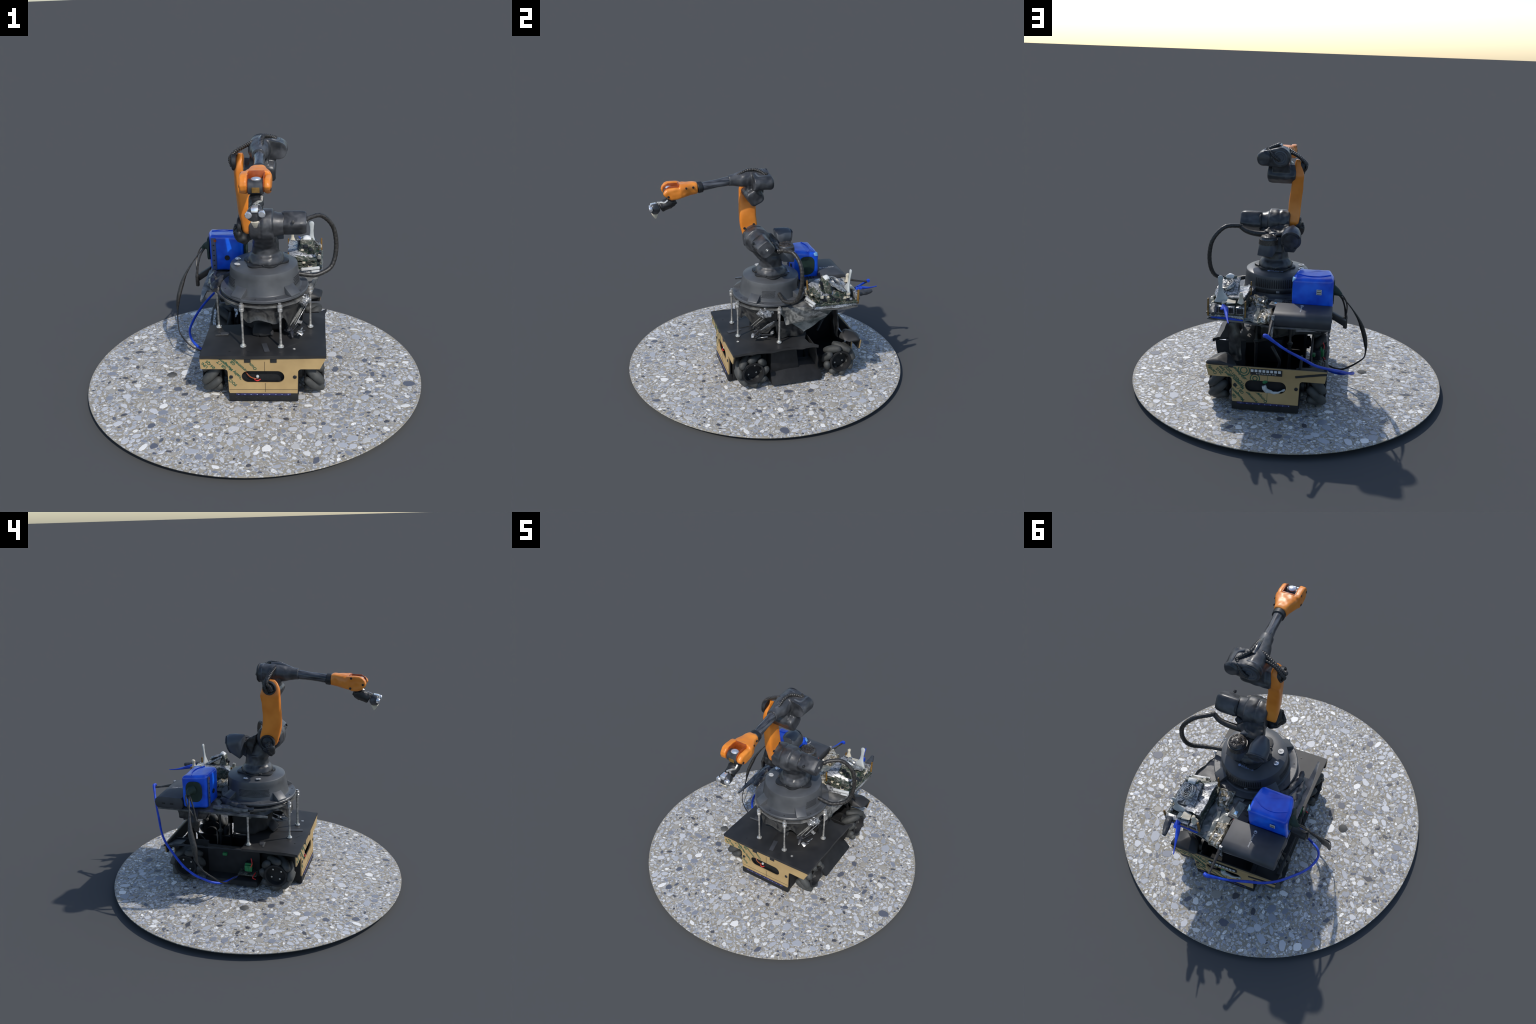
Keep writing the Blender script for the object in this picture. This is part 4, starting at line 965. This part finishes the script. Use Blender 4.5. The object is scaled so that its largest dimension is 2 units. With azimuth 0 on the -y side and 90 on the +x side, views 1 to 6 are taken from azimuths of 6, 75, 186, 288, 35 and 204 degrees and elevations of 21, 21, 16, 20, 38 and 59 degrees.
# bits beside the flange on the left of the shelf
obj('cable_bundle', wobble(tube([(-.10, .20, .605), (-.15, .15, .608), (-.19, .08, .606), (-.21, .0, .603), (-.20, -.05, .60)], [.018, .024, .022, .02, .012], 12), .010, 40), 'bankgrey', robot)
obj('cable_bundle', wobble(tube([(-.24, .21, .603), (-.245, .12, .602), (-.24, .05, .600), (-.225, -.02, .598)], [.014, .02, .018, .01], 10), .010, 44, 3), 'acrylic', robot)
patch('torn_curtain', [(-.262, .02, .592), (-.205, -.02, .605), (-.195, .17, .61), (-.268, .19, .592)], 8, 10, .012, 30, 'acrylic', .004, 9)
obj('loose_plug', hull([(-.285, .30, .600), (-.285, .345, .600), (-.285, .30, .560), (-.285, .345, .558), (-.375, .285, .548), (-.375, .33, .545), (-.375, .29, .500), (-.375, .325, .498)], .006), 'black', robot)
obj('loose_plug', wobble(box((-.370, .285, .520), (.022, .03, .075), (.15, 0, 0), .006), .004, 40), 'sleeve', robot)

# ---- leads hanging from the battery
lead = lambda nm, pts, r, m, flat=1.0: obj(nm, tube(pts, r, 10, 8, 0, flat), m, robot)
lead('battery_gland', [(-.285, .335, .735), (-.305, .345, .732), (-.325, .350, .722), (-.337, .345, .710)], [.036, .026, .016, .010], 'darkgreen')
lead('battery_lead', [(-.318, .352, .722), (-.36, .335, .68), (-.405, .318, .622), (-.447, .302, .555), (-.470, .288, .500), (-.492, .262, .425), (-.502, .252, .370), (-.505, .242, .326), (-.500, .205, .268), (-.477, .145, .213), (-.42, .112, .155), (-.352, .096, .120), (-.27, .06, .130), (-.235, .0, .150)],
     [.005, .005, .006, .012, .019, .019, .015, .007, .005, .005, .006, .007, .005, .004], 'sleeve', .7)
lead('battery_lead', [(-.322, .345, .715), (-.345, .325, .68), (-.360, .305, .63), (-.370, .292, .575), (-.372, .283, .545)], [.006, .006, .005, .008, .011], 'sleeve')
lead('battery_lead', [(-.318, .350, .725), (-.350, .36, .71), (-.372, .345, .66), (-.375, .31, .60), (-.366, .29, .55)], .0045, 'brownsleeve')
# ---- blue cable
lead('blue_cable', [(.060, .77, .600), (.041, .776, .599), (.0, .755, .560), (-.06, .722, .505), (-.153, .661, .430), (-.22, .618, .377), (-.29, .56, .335), (-.36, .47, .285), (-.41, .385, .235), (-.436, .30, .195), (-.436, .237, .172), (-.41, .185, .140), (-.358, .143, .112), (-.30, .11, .105), (-.24, .07, .11)],
     [.010, .012, .008, .007, .009, .008, .008, .008, .008, .008, .008, .008, .0085, .007, .006], 'bluew')
lead('stiff_wire', [(.034, .60, .628), (.036, .66, .612), (.036, .72, .598), (.038, .772, .590)], [.011, .010, .006, .008], 'brownsleeve')
lead('frayed_strip', [(.030, .605, .655), (.034, .612, .61), (.036, .612, .56), (.034, .608, .525)], [.010, .010, .009, .004], 'alu')
# green offcut beside the front left edge of the deck
lead('bent_tag', [(-.235, .20, .336), (-.245, .195, .375), (-.235, .20, .41), (-.232, .205, .425)], [.004, .008, .012, .004], 'deck', .4)
